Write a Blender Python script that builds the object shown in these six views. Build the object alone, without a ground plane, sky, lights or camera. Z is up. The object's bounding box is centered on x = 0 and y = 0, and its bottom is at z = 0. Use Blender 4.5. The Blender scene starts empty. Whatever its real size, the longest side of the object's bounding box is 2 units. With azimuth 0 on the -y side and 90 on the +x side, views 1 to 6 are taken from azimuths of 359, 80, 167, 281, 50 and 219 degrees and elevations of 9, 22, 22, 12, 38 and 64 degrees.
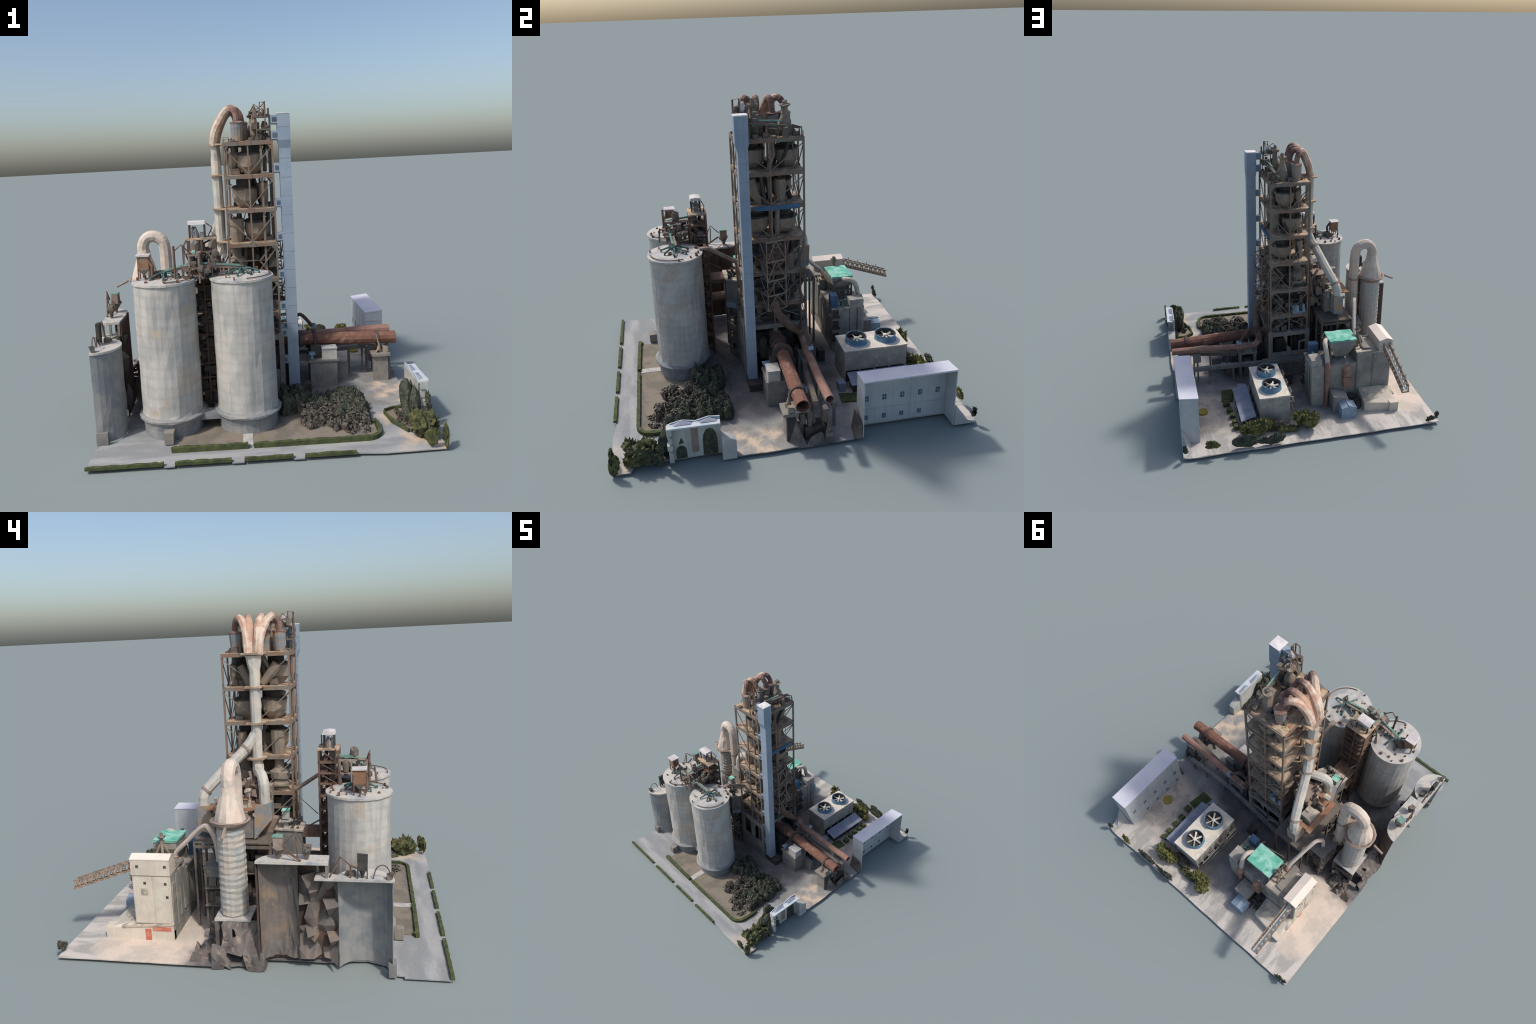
# Cement plant with a preheater tower, silos, mill building, kiln and office, built part by part.
import bpy, bmesh, math, random
from mathutils import Vector, Matrix, noise

random.seed(7)
GZ = 0.02                      # height of the paved ground
ROOT = bpy.data.objects.new("cement_plant", None)
bpy.context.scene.collection.objects.link(ROOT)
ROOT["label"] = "weathered cement plant with tall steel tower and silos"
ROOT["category"] = "factory"


# ------------------------------------------------------------------ materials
def lin(c):
    def f(v):
        v /= 255.0
        return v / 12.92 if v <= 0.04045 else ((v + 0.055) / 1.055) ** 2.4
    return (f(c[0]), f(c[1]), f(c[2]), 1.0)


class Nodes:
    def __init__(self, name):
        self.m = bpy.data.materials.new(name)
        self.m.use_nodes = True
        self.t = self.m.node_tree
        self.bsdf = self.t.nodes["Principled BSDF"]
        self.co = self.t.nodes.new("ShaderNodeTexCoord").outputs["Object"]

    def link(self, a, b):
        self.t.links.new(a, b)

    def noise(self, scale, detail=3.0, stretch=(1, 1, 1), rough=0.6):
        mp = self.t.nodes.new("ShaderNodeMapping")
        mp.inputs["Scale"].default_value = stretch
        self.link(self.co, mp.inputs["Vector"])
        n = self.t.nodes.new("ShaderNodeTexNoise")
        n.inputs["Scale"].default_value = scale
        n.inputs["Detail"].default_value = detail
        n.inputs["Roughness"].default_value = rough
        self.link(mp.outputs[0], n.inputs["Vector"])
        return n.outputs["Fac"]

    def ramp(self, fac, lo, hi):
        r = self.t.nodes.new("ShaderNodeMapRange")
        r.interpolation_type = 'SMOOTHSTEP'
        r.inputs["From Min"].default_value = lo
        r.inputs["From Max"].default_value = hi
        self.link(fac, r.inputs["Value"])
        return r.outputs[0]

    def mix(self, fac, a, b, mode='MIX'):
        n = self.t.nodes.new("ShaderNodeMix")
        n.data_type = 'RGBA'
        n.blend_type = mode
        for k, v in ((0, fac), (6, a), (7, b)):
            if isinstance(v, (tuple, float, int)):
                n.inputs[k].default_value = v
            else:
                self.link(v, n.inputs[k])
        return n.outputs[2]

    def math(self, op, a, b=0.0):
        n = self.t.nodes.new("ShaderNodeMath")
        n.operation = op
        for k, v in ((0, a), (1, b)):
            if isinstance(v, (float, int)):
                n.inputs[k].default_value = v
            else:
                self.link(v, n.inputs[k])
        return n.outputs[0]

    def xyz(self):
        s = self.t.nodes.new("ShaderNodeSeparateXYZ")
        self.link(self.co, s.inputs[0])
        return s.outputs

    def grain(self, col, scale, amount):
        g = self.noise(scale, 4.0)
        v = self.math('MULTIPLY_ADD', g, amount)
        v.node.inputs[2].default_value = 1.0 - amount * 0.5
        c = self.t.nodes.new("ShaderNodeCombineColor")
        for k in range(3):
            self.link(v, c.inputs[k])
        return self.mix(1.0, col, c.outputs[0], 'MULTIPLY')

    def finish(self, col, rough=0.85, metal=0.0, bump=0.0, bscale=120):
        self.link(col, self.bsdf.inputs["Base Color"])
        self.bsdf.inputs["Roughness"].default_value = rough
        self.bsdf.inputs["Metallic"].default_value = metal
        self.bsdf.inputs["Specular IOR Level"].default_value = 0.25
        if bump:
            b = self.t.nodes.new("ShaderNodeBump")
            b.inputs["Strength"].default_value = bump
            b.inputs["Distance"].default_value = 0.003
            self.link(self.noise(bscale, 4.0), b.inputs["Height"])
            self.link(b.outputs[0], self.bsdf.inputs["Normal"])
        return self.m


MATS = {}


def weathered(name, base, alt, scale=9, lo=0.4, hi=0.62, streak=None, streak_amt=0.4, spot=None, spot_scale=24,
              grain=0.22, gscale=110, rough=0.85, metal=0.0, bump=0.25, bands=None, band_amt=0.1):
    n = Nodes(name)
    col = n.mix(n.ramp(n.noise(scale), lo, hi), lin(base), lin(alt))
    if streak:
        f = n.ramp(n.noise(38, 3.0, (1, 1, 0.06)), 0.5, 0.7)
        col = n.mix(n.math('MULTIPLY', f, streak_amt), col, lin(streak))
    if spot:
        f = n.ramp(n.noise(spot_scale, 4.0), 0.54, 0.68)
        col = n.mix(f, col, lin(spot))
    if bands:                      # faint casting lines round a wall
        w = n.t.nodes.new("ShaderNodeTexWave")
        w.bands_direction = 'Z'
        w.inputs["Scale"].default_value = bands
        w.inputs["Distortion"].default_value = 1.2
        w.inputs["Detail"].default_value = 2.0
        n.link(n.co, w.inputs["Vector"])
        f = n.math('MULTIPLY', n.ramp(w.outputs["Fac"], 0.55, 1.0), band_amt)
        col = n.mix(f, col, lin((130, 131, 133)))
    col = n.grain(col, gscale, grain)
    MATS[name] = n.finish(col, rough, metal, bump)
    return MATS[name]


weathered("silo_concrete", (166, 164, 159), (184, 180, 173), 7, streak=(140, 139, 137), streak_amt=0.5, spot=(174, 162, 148), spot_scale=8, bands=6, band_amt=0.14)
weathered("silo_roof_concrete", (188, 182, 173), (156, 156, 155), 13, spot=(166, 170, 172), spot_scale=18, lo=0.45, hi=0.65)
weathered("silo_skirt_concrete", (144, 143, 140), (122, 126, 129), 9, streak=(106, 109, 112))
weathered("inner_shell_concrete", (124, 113, 104), (104, 98, 94), 6, streak=(96, 92, 90), spot=(134, 116, 100), spot_scale=9)  # colour darkened to carry the shade on these walls
weathered("shaft_cladding", (148, 160, 173), (138, 152, 167), 5, streak=(122, 138, 156), streak_amt=0.5, grain=0.08, rough=0.55, bump=0.05)
weathered("shaft_roof_sheet", (224, 218, 216), (204, 199, 199), 20, grain=0.1)
weathered("dark_window", (72, 84, 100), (92, 104, 118), 40, grain=0.1, rough=0.3)
weathered("tower_steel", (124, 116, 106), (132, 106, 90), 11, spot=(104, 99, 94), spot_scale=30)
weathered("brace_steel", (132, 125, 115), (126, 104, 90), 16)
weathered("rust_steel", (100, 80, 70), (116, 94, 80), 14, spot=(78, 66, 60), spot_scale=34)
weathered("floor_dust", (190, 166, 138), (140, 126, 110), 15, streak=(120, 92, 76), streak_amt=0.35, spot=(164, 122, 96), spot_scale=22, lo=0.42, hi=0.6)
weathered("cyclone_steel", (144, 130, 114), (126, 118, 108), 12, streak=(150, 120, 96), streak_amt=0.4)
weathered("dark_steel", (66, 64, 62), (82, 76, 70), 14, spot=(54, 53, 53), spot_scale=30)
weathered("machine_steel", (98, 94, 89), (116, 106, 96), 22, spot=(122, 100, 86), spot_scale=30)
weathered("duct_steel", (196, 188, 176), (176, 174, 167), 9, spot=(206, 190, 172), spot_scale=14, streak=(164, 156, 146), streak_amt=0.35)
weathered("duct_cream", (208, 193, 178), (188, 177, 165), 8, spot=(208, 184, 168), spot_scale=14, streak=(170, 152, 138), streak_amt=0.45)
weathered("gooseneck_steel", (128, 100, 90), (150, 128, 116), 14, spot=(112, 84, 76), spot_scale=20)
weathered("cap_steel", (124, 130, 134), (154, 138, 122), 12, spot=(162, 128, 98), spot_scale=16)
weathered("kiln_rust", (126, 91, 77), (112, 78, 66), 9, spot=(146, 115, 100), spot_scale=16, streak=(98, 74, 65))
weathered("air_duct_rust", (152, 118, 104), (136, 102, 90), 12, spot=(150, 132, 106), spot_scale=16)
weathered("tyre_steel", (96, 78, 70), (76, 66, 62), 12)
weathered("base_concrete", (140, 134, 125), (122, 119, 114), 10, streak=(108, 103, 98))
weathered("gray_wall", (128, 126, 121), (112, 111, 109), 9, streak=(100, 98, 96), spot=(138, 131, 120))
weathered("corrugated_shell", (172, 171, 165), (184, 172, 159), 10, spot=(154, 159, 158), spot_scale=14, streak=(150, 144, 136))
weathered("mill_wall", (208, 196, 180), (194, 184, 169), 8, spot=(204, 198, 180), spot_scale=12, streak=(176, 163, 148), streak_amt=0.3)
weathered("mill_block_wall", (150, 146, 139), (130, 128, 124), 9, streak=(108, 107, 106), spot=(160, 153, 139), spot_scale=14)
weathered("mill_roof", (230, 214, 200), (220, 208, 196), 7, grain=0.08)
weathered("dusty_roof", (190, 178, 160), (150, 142, 134), 14, spot=(206, 194, 170))
weathered("teal_paint", (104, 176, 154), (148, 200, 182), 16, spot=(80, 154, 136), spot_scale=22, grain=0.14)
weathered("pale_teal", (100, 134, 124), (134, 166, 154), 20, spot=(120, 112, 104), spot_scale=30)
weathered("teal_pipe", (60, 86, 84), (92, 122, 116), 26, spot=(60, 66, 68))
weathered("blue_paint", (70, 98, 126), (88, 114, 140), 18, grain=0.15)
weathered("light_blue_sheet", (142, 160, 176), (120, 140, 160), 16, spot=(172, 184, 190))
weathered("fan_blue", (92, 124, 148), (114, 146, 166), 24, spot=(132, 156, 168))
weathered("fan_blade", (218, 212, 198), (196, 192, 184), 24)
weathered("cooling_wall", (164, 160, 151), (148, 144, 138), 8, streak=(132, 128, 121), spot=(176, 170, 158))
weathered("cooling_roof", (218, 206, 188), (196, 188, 178), 12, spot=(226, 216, 198))
weathered("office_wall", (184, 187, 188), (172, 177, 180), 6, streak=(154, 160, 164), grain=0.08, spot=(186, 186, 184))
weathered("office_roof", (190, 190, 202), (200, 200, 206), 4, grain=0.05)
weathered("awning_sheet", (130, 136, 152), (148, 152, 164), 12, grain=0.1)
weathered("hedge_green", (64, 72, 48), (80, 86, 52), 22, grain=0.4, gscale=160)
weathered("tree_green", (90, 90, 56), (116, 114, 66), 24, spot=(60, 66, 46), spot_scale=40, grain=0.35)
weathered("dark_green", (54, 60, 52), (74, 78, 64), 40, spot=(108, 100, 88), spot_scale=70, grain=0.4)  # tan spots here and in dry_brush paint the mottled highlights on the leaves
weathered("bush_green", (70, 74, 52), (98, 98, 62), 30, spot=(50, 56, 44), spot_scale=44, grain=0.4)
weathered("dry_brush", (98, 92, 85), (70, 68, 62), 44, spot=(128, 116, 102), spot_scale=80, grain=0.4)
weathered("bed_soil", (132, 122, 110), (112, 107, 98), 10, spot=(122, 116, 94), spot_scale=14)
weathered("gate_plaster", (184, 184, 177), (168, 169, 166), 12, streak=(146, 143, 137))
weathered("gate_cap", (170, 182, 188), (188, 192, 194), 14, grain=0.1)
weathered("cut_rubble", (112, 104, 98), (90, 86, 83), 12, spot=(140, 126, 116), spot_scale=20)
weathered("rust_orange", (150, 112, 86), (132, 98, 78), 14, spot=(134, 122, 104), spot_scale=20)
weathered("pink_steel", (150, 134, 122), (132, 116, 106), 16)
weathered("conveyor_steel", (128, 118, 106), (168, 140, 120), 40)
weathered("belt_pale", (198, 208, 198), (212, 196, 184), 40)
weathered("white_sheet", (206, 200, 196), (188, 180, 178), 20, grain=0.12)
weathered("red_paint", (182, 104, 88), (196, 130, 104), 30)
weathered("yellow_grass", (150, 138, 62), (136, 122, 66), 40)


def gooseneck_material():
    n = Nodes("gooseneck_two_tone")
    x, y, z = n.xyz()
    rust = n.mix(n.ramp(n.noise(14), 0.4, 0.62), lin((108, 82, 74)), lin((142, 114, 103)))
    cream = n.mix(n.ramp(n.noise(16), 0.42, 0.6), lin((204, 186, 168)), lin((186, 150, 130)))  # cream tone on the western part of the ducts, brown on the rest
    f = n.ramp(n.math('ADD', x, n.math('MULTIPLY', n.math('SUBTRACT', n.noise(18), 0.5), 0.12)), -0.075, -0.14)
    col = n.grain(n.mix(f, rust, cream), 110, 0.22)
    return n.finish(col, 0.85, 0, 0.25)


MATS["gooseneck_two_tone"] = gooseneck_material()


def ground_material():
    n = Nodes("paved_ground")
    x, y, z = n.xyz()
    wob = n.math('MULTIPLY', n.math('SUBTRACT', n.noise(5, 3.0), 0.5), 0.35)
    gray = n.mix(n.ramp(n.noise(7, 4.0), 0.38, 0.62), lin((128, 126, 124)), lin((150, 147, 143)))
    road = n.mix(n.ramp(n.noise(9, 4.0, (0.25, 1, 1)), 0.38, 0.62), lin((136, 138, 139)), lin((160, 160, 159)))
    cream = n.mix(n.ramp(n.noise(8, 4.0), 0.38, 0.62), lin((208, 192, 177)), lin((188, 177, 165)))
    pave = n.mix(n.ramp(n.noise(10, 4.0), 0.4, 0.6), lin((180, 171, 160)), lin((150, 145, 138)))
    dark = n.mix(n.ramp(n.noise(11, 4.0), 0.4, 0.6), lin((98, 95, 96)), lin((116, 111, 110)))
    yw = n.math('ADD', y, wob)
    xw = n.math('ADD', x, wob)
    col = n.mix(n.ramp(yw, -0.42, -0.5), gray, road)
    # tower's shadow over the roads, painted into the ground colour
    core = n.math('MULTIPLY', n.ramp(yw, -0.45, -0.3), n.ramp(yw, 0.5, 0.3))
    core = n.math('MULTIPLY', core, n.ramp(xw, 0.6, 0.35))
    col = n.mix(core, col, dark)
    # yard by the mill
    col = n.mix(n.math('MULTIPLY', n.ramp(yw, 0.2, 0.34), n.ramp(xw, -0.15, -0.4)), col, cream)
    # yard by the office
    col = n.mix(n.math('MULTIPLY', n.ramp(yw, 0.25, 0.4), n.ramp(xw, 0.1, 0.4)), col, pave)
    # northern roadside
    col = n.mix(n.ramp(yw, 0.76, 0.86), col, n.mix(n.ramp(n.noise(14, 4.0, (1, 0.3, 1)), 0.42, 0.6), lin((196, 188, 180)), lin((162, 158, 152))))
    # sandy corner by the gate and pier
    sand = n.math('MULTIPLY', n.ramp(xw, 0.6, 0.72), n.ramp(yw, 0.0, -0.12))
    sand = n.math('MULTIPLY', sand, n.ramp(n.noise(6, 3.0), 0.42, 0.6))
    col = n.mix(sand, col, lin((200, 180, 158)))
    col = n.grain(col, 60, 0.25)
    return n.finish(col, 0.9, 0, 0.3, 90)


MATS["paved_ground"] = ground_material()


# ------------------------------------------------------------------ mesh builder
class M:
    def __init__(self):
        self.v, self.f = [], []

    def add(self, vs, fs):
        o = len(self.v)
        self.v += [tuple(p) for p in vs]
        self.f += [tuple(i + o for i in f) for f in fs]
        return self

    def box(self, x0, x1, y0, y1, z0, z1, jit=0.0):
        vs = [(x, y, z) for z in (z0, z1) for y in (y0, y1) for x in (x0, x1)]
        if jit:
            vs = [tuple(c + random.uniform(-jit, jit) for c in p) for p in vs]
        return self.add(vs, [(0, 2, 3, 1), (4, 5, 7, 6), (0, 1, 5, 4), (2, 6, 7, 3), (0, 4, 6, 2), (1, 3, 7, 5)])

    def beam(self, p, q, w, h=None):
        h = h or w
        p, q = Vector(p), Vector(q)
        d = (q - p).normalized()
        up = Vector((0, 0, 1)) if abs(d.z) < 0.95 else Vector((1, 0, 0))
        s = d.cross(up).normalized() * w / 2
        u = s.cross(d).normalized() * h / 2
        vs = [a + i * s + j * u for a in (p, q) for i, j in ((-1, -1), (1, -1), (1, 1), (-1, 1))]
        return self.add(vs, [(3, 2, 1, 0), (4, 5, 6, 7), (0, 1, 5, 4), (1, 2, 6, 5), (2, 3, 7, 6), (3, 0, 4, 7)])

    def tube(self, path, rad, n=10, hollow=0.0, jit=0.0, cap=True):
        P = [Vector(p) for p in path]
        R = list(rad) if hasattr(rad, '__len__') else [rad] * len(P)
        rings = []
        ref = None
        for i, p in enumerate(P):
            a = P[max(i - 1, 0)]
            b = P[min(i + 1, len(P) - 1)]
            d = (b - a).normalized()
            if ref is None:
                ref = Vector((0, 0, 1)) if abs(d.z) < 0.8 else Vector((1, 0, 0))
            s = d.cross(ref).normalized()
            u = s.cross(d).normalized()
            ref = u
            rings.append((p, s, u, R[i]))

        def shell(off, jj):
            return [p + (s * math.cos(2 * math.pi * k / n) + u * math.sin(2 * math.pi * k / n)) * (r - off) * (1 + random.uniform(-jj, jj))
                    for p, s, u, r in rings for k in range(n)]
        vs = shell(0, jit)
        L = len(P)
        fs = [(i * n + k, i * n + (k + 1) % n, (i + 1) * n + (k + 1) % n, (i + 1) * n + k) for i in range(L - 1) for k in range(n)]
        if hollow:
            o = len(vs)
            vs += shell(hollow, 0)
            fs += [tuple(o + j for j in reversed(f)) for f in fs]
            for k in range(n):
                k2 = (k + 1) % n
                fs.append((k, k2, o + k2, o + k))
                e = (L - 1) * n
                fs.append((e + k2, e + k, o + e + k, o + e + k2))
        elif cap:
            fs += [tuple(reversed(range(n))), tuple((L - 1) * n + k for k in range(n))]
        return self.add(vs, fs)

    def lathe(self, cx, cy, prof, n=24, jit=0.0, cap=True):
        vs = []
        for r, z in prof:
            for k in range(n):
                a = 2 * math.pi * k / n
                rr = r * (1 + random.uniform(-jit, jit))
                vs.append((cx + rr * math.cos(a), cy + rr * math.sin(a), z + random.uniform(-jit, jit) * 0.2))
        L = len(prof)
        fs = [(i * n + k, i * n + (k + 1) % n, (i + 1) * n + (k + 1) % n, (i + 1) * n + k) for i in range(L - 1) for k in range(n)]
        if cap:
            fs += [tuple(reversed(range(n))), tuple((L - 1) * n + k for k in range(n))]
        return self.add(vs, fs)

    def prism(self, poly, z0, z1):
        n = len(poly)
        lo = z0 if hasattr(z0, '__len__') else [z0] * n
        hi = z1 if hasattr(z1, '__len__') else [z1] * n
        vs = [(p[0], p[1], lo[i]) for i, p in enumerate(poly)] + [(p[0], p[1], hi[i]) for i, p in enumerate(poly)]
        fs = [tuple(reversed(range(n))), tuple(range(n, 2 * n))] + [(i, (i + 1) % n, n + (i + 1) % n, n + i) for i in range(n)]
        return self.add(vs, fs)

    def extrude(self, poly3, vec):
        n = len(poly3)
        vs = [Vector(p) for p in poly3]
        vs += [p + Vector(vec) for p in vs]
        fs = [tuple(reversed(range(n))), tuple(range(n, 2 * n))] + [(i, (i + 1) % n, n + (i + 1) % n, n + i) for i in range(n)]
        return self.add(vs, fs)

    def wall(self, line, zs, thick, jit=0.0):
        """standing shell along an open line in plan, built in bands between the heights zs"""
        n = len(line)
        L = [Vector((p[0], p[1])) for p in line]
        off = []
        for i in range(n):
            d = (L[min(i + 1, n - 1)] - L[max(i - 1, 0)]).normalized()
            off.append(Vector((-d.y, d.x)) * thick)
        vs = []
        for z in zs:
            for i in range(n):
                j = Vector((random.uniform(-jit, jit), random.uniform(-jit, jit)))
                a = L[i] + j
                vs += [(a.x, a.y, z), (a.x + off[i].x, a.y + off[i].y, z)]
        fs = []
        w = 2 * n
        for r in range(len(zs) - 1):
            for i in range(n - 1):
                a, b = r * w + 2 * i, (r + 1) * w + 2 * i
                fs += [(a, a + 2, b + 2, b), (a + 1, b + 1, b + 3, a + 3)]
            for e in (0, n - 1):
                a, b = r * w + 2 * e, (r + 1) * w + 2 * e
                fs.append((a, b, b + 1, a + 1))
        for i in range(n - 1):
            t = (len(zs) - 1) * w
            fs += [(2 * i, 2 * i + 1, 2 * i + 3, 2 * i + 2), (t + 2 * i, t + 2 * i + 2, t + 2 * i + 3, t + 2 * i + 1)]
        return self.add(vs, fs)

    def blob(self, c, r, amp=0.3, sub=2, freq=2.2, seed=0, spike=0.0):
        bm = bmesh.new()
        bmesh.ops.create_icosphere(bm, subdivisions=sub, radius=1.0)
        rng = random.Random(seed)
        vs = []
        for v in bm.verts:
            d = v.co.normalized()
            k = 1 + amp * noise.noise(d * freq + Vector((seed * 3.1, seed * 1.7, seed))) * 1.6
            k += spike * (rng.random() - 0.35)
            vs.append((c[0] + d.x * r[0] * k, c[1] + d.y * r[1] * k, max(c[2] + d.z * r[2] * k, 0.001)))
        fs = [tuple(v.index for v in f.verts) for f in bm.faces]
        bm.free()
        return self.add(vs, fs)


def put(name, m, mat, parent=ROOT, smooth=False, kind=None):
    me = bpy.data.meshes.new(name)
    me.from_pydata([(min(max(x, -0.8595), 0.8605), min(max(y, -0.9995), 0.9995), max(z, 0.0)) for x, y, z in m.v], [], m.f)
    bm = bmesh.new()
    bm.from_mesh(me)
    bmesh.ops.recalc_face_normals(bm, faces=bm.faces)
    bm.to_mesh(me)
    bm.free()
    mats = mat if isinstance(mat, (list, tuple)) else [mat]
    for k in mats:
        me.materials.append(MATS[k])
    if smooth:
        for p in me.polygons:
            p.use_smooth = True
    o = bpy.data.objects.new(name, me)
    bpy.context.scene.collection.objects.link(o)
    o.parent = parent
    if kind:
        o["kind"] = kind
    return o


def copy_at(o, loc=(0, 0, 0), rotz=0.0, scale=None):
    c = o.copy()
    c.location = loc
    c.rotation_euler = (0, 0, rotz)
    if scale:
        c.scale = scale
    bpy.context.scene.collection.objects.link(c)
    c.parent = o.parent
    return c


def arc(cx, cy, r, a0, a1, n):
    return [(cx + r * math.cos(math.radians(a0 + (a1 - a0) * i / n)), cy + r * math.sin(math.radians(a0 + (a1 - a0) * i / n))) for i in range(n + 1)]


def smooth_path(pts, sub=4):
    P = [Vector(p) for p in pts]
    out = []
    for i in range(len(P) - 1):
        a, b, c, d = P[max(i - 1, 0)], P[i], P[i + 1], P[min(i + 2, len(P) - 1)]
        for k in range(sub):
            t = k / sub
            out.append(0.5 * ((2 * b) + (c - a) * t + (2 * a - 5 * b + 4 * c - d) * t * t + (3 * b - a - 3 * c + d) * t ** 3))
    out.append(P[-1])
    return out


# ------------------------------------------------------------------ ground
def ragged(p, q, n, amp):
    out = []
    for i in range(n):
        t = i / n
        x, y = p[0] + (q[0] - p[0]) * t, p[1] + (q[1] - p[1]) * t
        if i:
            x += random.uniform(-amp, amp)
            y += random.uniform(-amp, amp)
        out.append((x, y))
    return out


south = -0.974
edge = []
edge += [(-0.858, -0.984), (-0.80, -0.982)]
for a, b in ((-0.487, -0.438), (-0.168, -0.112), (0.122, 0.174)):
    edge += [(a, south), (a - 0.001, -0.998), (b, -0.998), (b + 0.001, south)]
edge += [(0.42, -0.980), (0.56, -0.995), (0.72, -0.99), (0.855, -0.985)]
edge += [(0.858, -0.89), (0.80, -0.87), (0.80, -0.76), (0.805, -0.69), (0.805, -0.42), (0.852, -0.345)]
edge += ragged((0.858, -0.33), (0.86, 0.32), 9, 0.005)
edge += [(0.855, 0.328), (0.75, 0.34), (0.75, 0.85), (0.80, 0.857), (0.858, 0.88), (0.858, 0.985)]
edge += ragged((0.82, 0.993), (-0.85, 0.996), 22, 0.003)
edge += [(-0.86, 0.992)]
edge += ragged((-0.86, 0.93), (-0.86, 0.16), 9, 0.003)
edge += [(-0.858, 0.14), (-0.845, 0.10), (-0.85, 0.06), (-0.83, 0.0), (-0.80, -0.05), (-0.77, -0.10)]
edge += [(-0.765, -0.2), (-0.765, -0.40), (-0.74, -0.50), (-0.725, -0.60), (-0.76, -0.70), (-0.84, -0.728), (-0.843, -0.772), (-0.86, -0.772)]
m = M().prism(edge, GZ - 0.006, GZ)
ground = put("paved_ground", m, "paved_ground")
gb_ = bmesh.new()
gb_.from_mesh(ground.data)
for yy in (-0.45, -0.7, -0.9):
    bmesh.ops.bisect_plane(gb_, geom=gb_.verts[:] + gb_.edges[:] + gb_.faces[:], plane_co=(0, yy, 0), plane_no=(0, 1, 0))
for v in gb_.verts:            # the street side lies a little lower
    if v.co.y < -0.44:
        v.co.z -= 0.006 * min(1.0, (-0.44 - v.co.y) / 0.3)
gb_.to_mesh(ground.data)
gb_.free()

bed = [(-0.44, -0.842), (0.50, -0.842)] + [(0.505 + 0.06 * math.sin(math.radians(a)), -0.78 - 0.062 * math.cos(math.radians(a))) for a in (10, 30, 50, 70, 90)]
bed += [(0.572, -0.62), (0.565, -0.45), (0.545, -0.36), (0.50, -0.325), (0.2, -0.315), (0.06, -0.33), (0.0, -0.38), (-0.25, -0.42), (-0.40, -0.62), (-0.44, -0.72)]
planting = put("planting_bed", M().prism(bed, GZ - 0.010, GZ + 0.002), "bed_soil")
put("path_slab", M().box(-0.115, -0.065, -0.845, -0.72, GZ - 0.01, GZ + 0.004), "silo_roof_concrete", planting)

# clipped hedges along the road
def hedge(line, w, z0, z1, parent=ROOT):
    mm = M()
    n = len(line)
    L = [Vector((p[0], p[1])) for p in line]
    fine = []
    for i in range(n - 1):
        k = max(1, int((L[i + 1] - L[i]).length / 0.02))
        fine += [L[i].lerp(L[i + 1], j / k) for j in range(k)]
    fine.append(L[-1])
    vs = []
    n = len(fine)
    for i, p in enumerate(fine):
        d = (fine[min(i + 1, n - 1)] - fine[max(i - 1, 0)]).normalized()
        s = Vector((-d.y, d.x)) * w / 2
        for sg, z in ((-1, z0), (-1.0, z1), (1.0, z1), (1, z0)):
            q = p + s * sg * (1 + random.uniform(-0.1, 0.1))
            vs.append((q.x, q.y, max(0.0, z + (random.uniform(-0.003, 0.003) if z == z1 else 0))))
    fs = [(i * 4 + k, i * 4 + (k + 1) % 4, i * 4 + 4 + (k + 1) % 4, i * 4 + 4 + k) for i in range(n - 1) for k in range(4)]
    fs += [(3, 2, 1, 0), tuple((n - 1) * 4 + k for k in range(4))]
    mm.add(vs, fs)
    return put("hedge", mm, "hedge_green", parent)


for a, b in ((-0.858, -0.49), (-0.437, -0.171), (-0.11, 0.121), (0.176, 0.42)):
    hedge([(a, -0.989), (b, -0.988)], 0.018, 0.015, 0.031)
hedge([(-0.465, -0.856), (-0.09, -0.858)], 0.022, 0.01, 0.040)
hedge([(-0.062, -0.858), (0.50, -0.856)] + [(0.50 + 0.078 * math.sin(math.radians(a)), -0.778 - 0.078 * math.cos(math.radians(a))) for a in (15, 35, 55, 75, 90)] + [(0.583, -0.70), (0.575, -0.655)], 0.020, 0.01, 0.038)
hedge([(-0.465, -0.856), (-0.44, -0.84)], 0.02, 0.01, 0.038)

# bank of shrubs beside the silo
def shards(mm, c, r, n, size, rng):
    """small folded leaf tufts, each a closed wedge, standing on a lump"""
    for _ in range(n):
        a, b = rng.uniform(0, 6.283), rng.uniform(0.05, 1.35)
        d = Vector((math.cos(a) * math.cos(b), math.sin(a) * math.cos(b), math.sin(b)))
        p = Vector((c[0] + d.x * r[0], c[1] + d.y * r[1], c[2] + d.z * r[2]))
        t1 = d.cross(Vector((rng.uniform(-1, 1), rng.uniform(-1, 1), rng.uniform(-1, 1)))).normalized()
        t2 = d.cross(t1)
        s_ = size * rng.uniform(0.6, 1.3)
        q = [p - d * s_ * 0.5, p + t1 * s_ + d * s_ * rng.uniform(-0.2, 0.7), p - t1 * s_ * 0.8 + d * s_ * rng.uniform(-0.2, 0.7), p + t2 * s_ * 0.9 + d * s_ * rng.uniform(0, 0.9)]
        mm.add(q, [(0, 2, 1), (0, 1, 3), (1, 2, 3), (2, 0, 3)])


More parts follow.
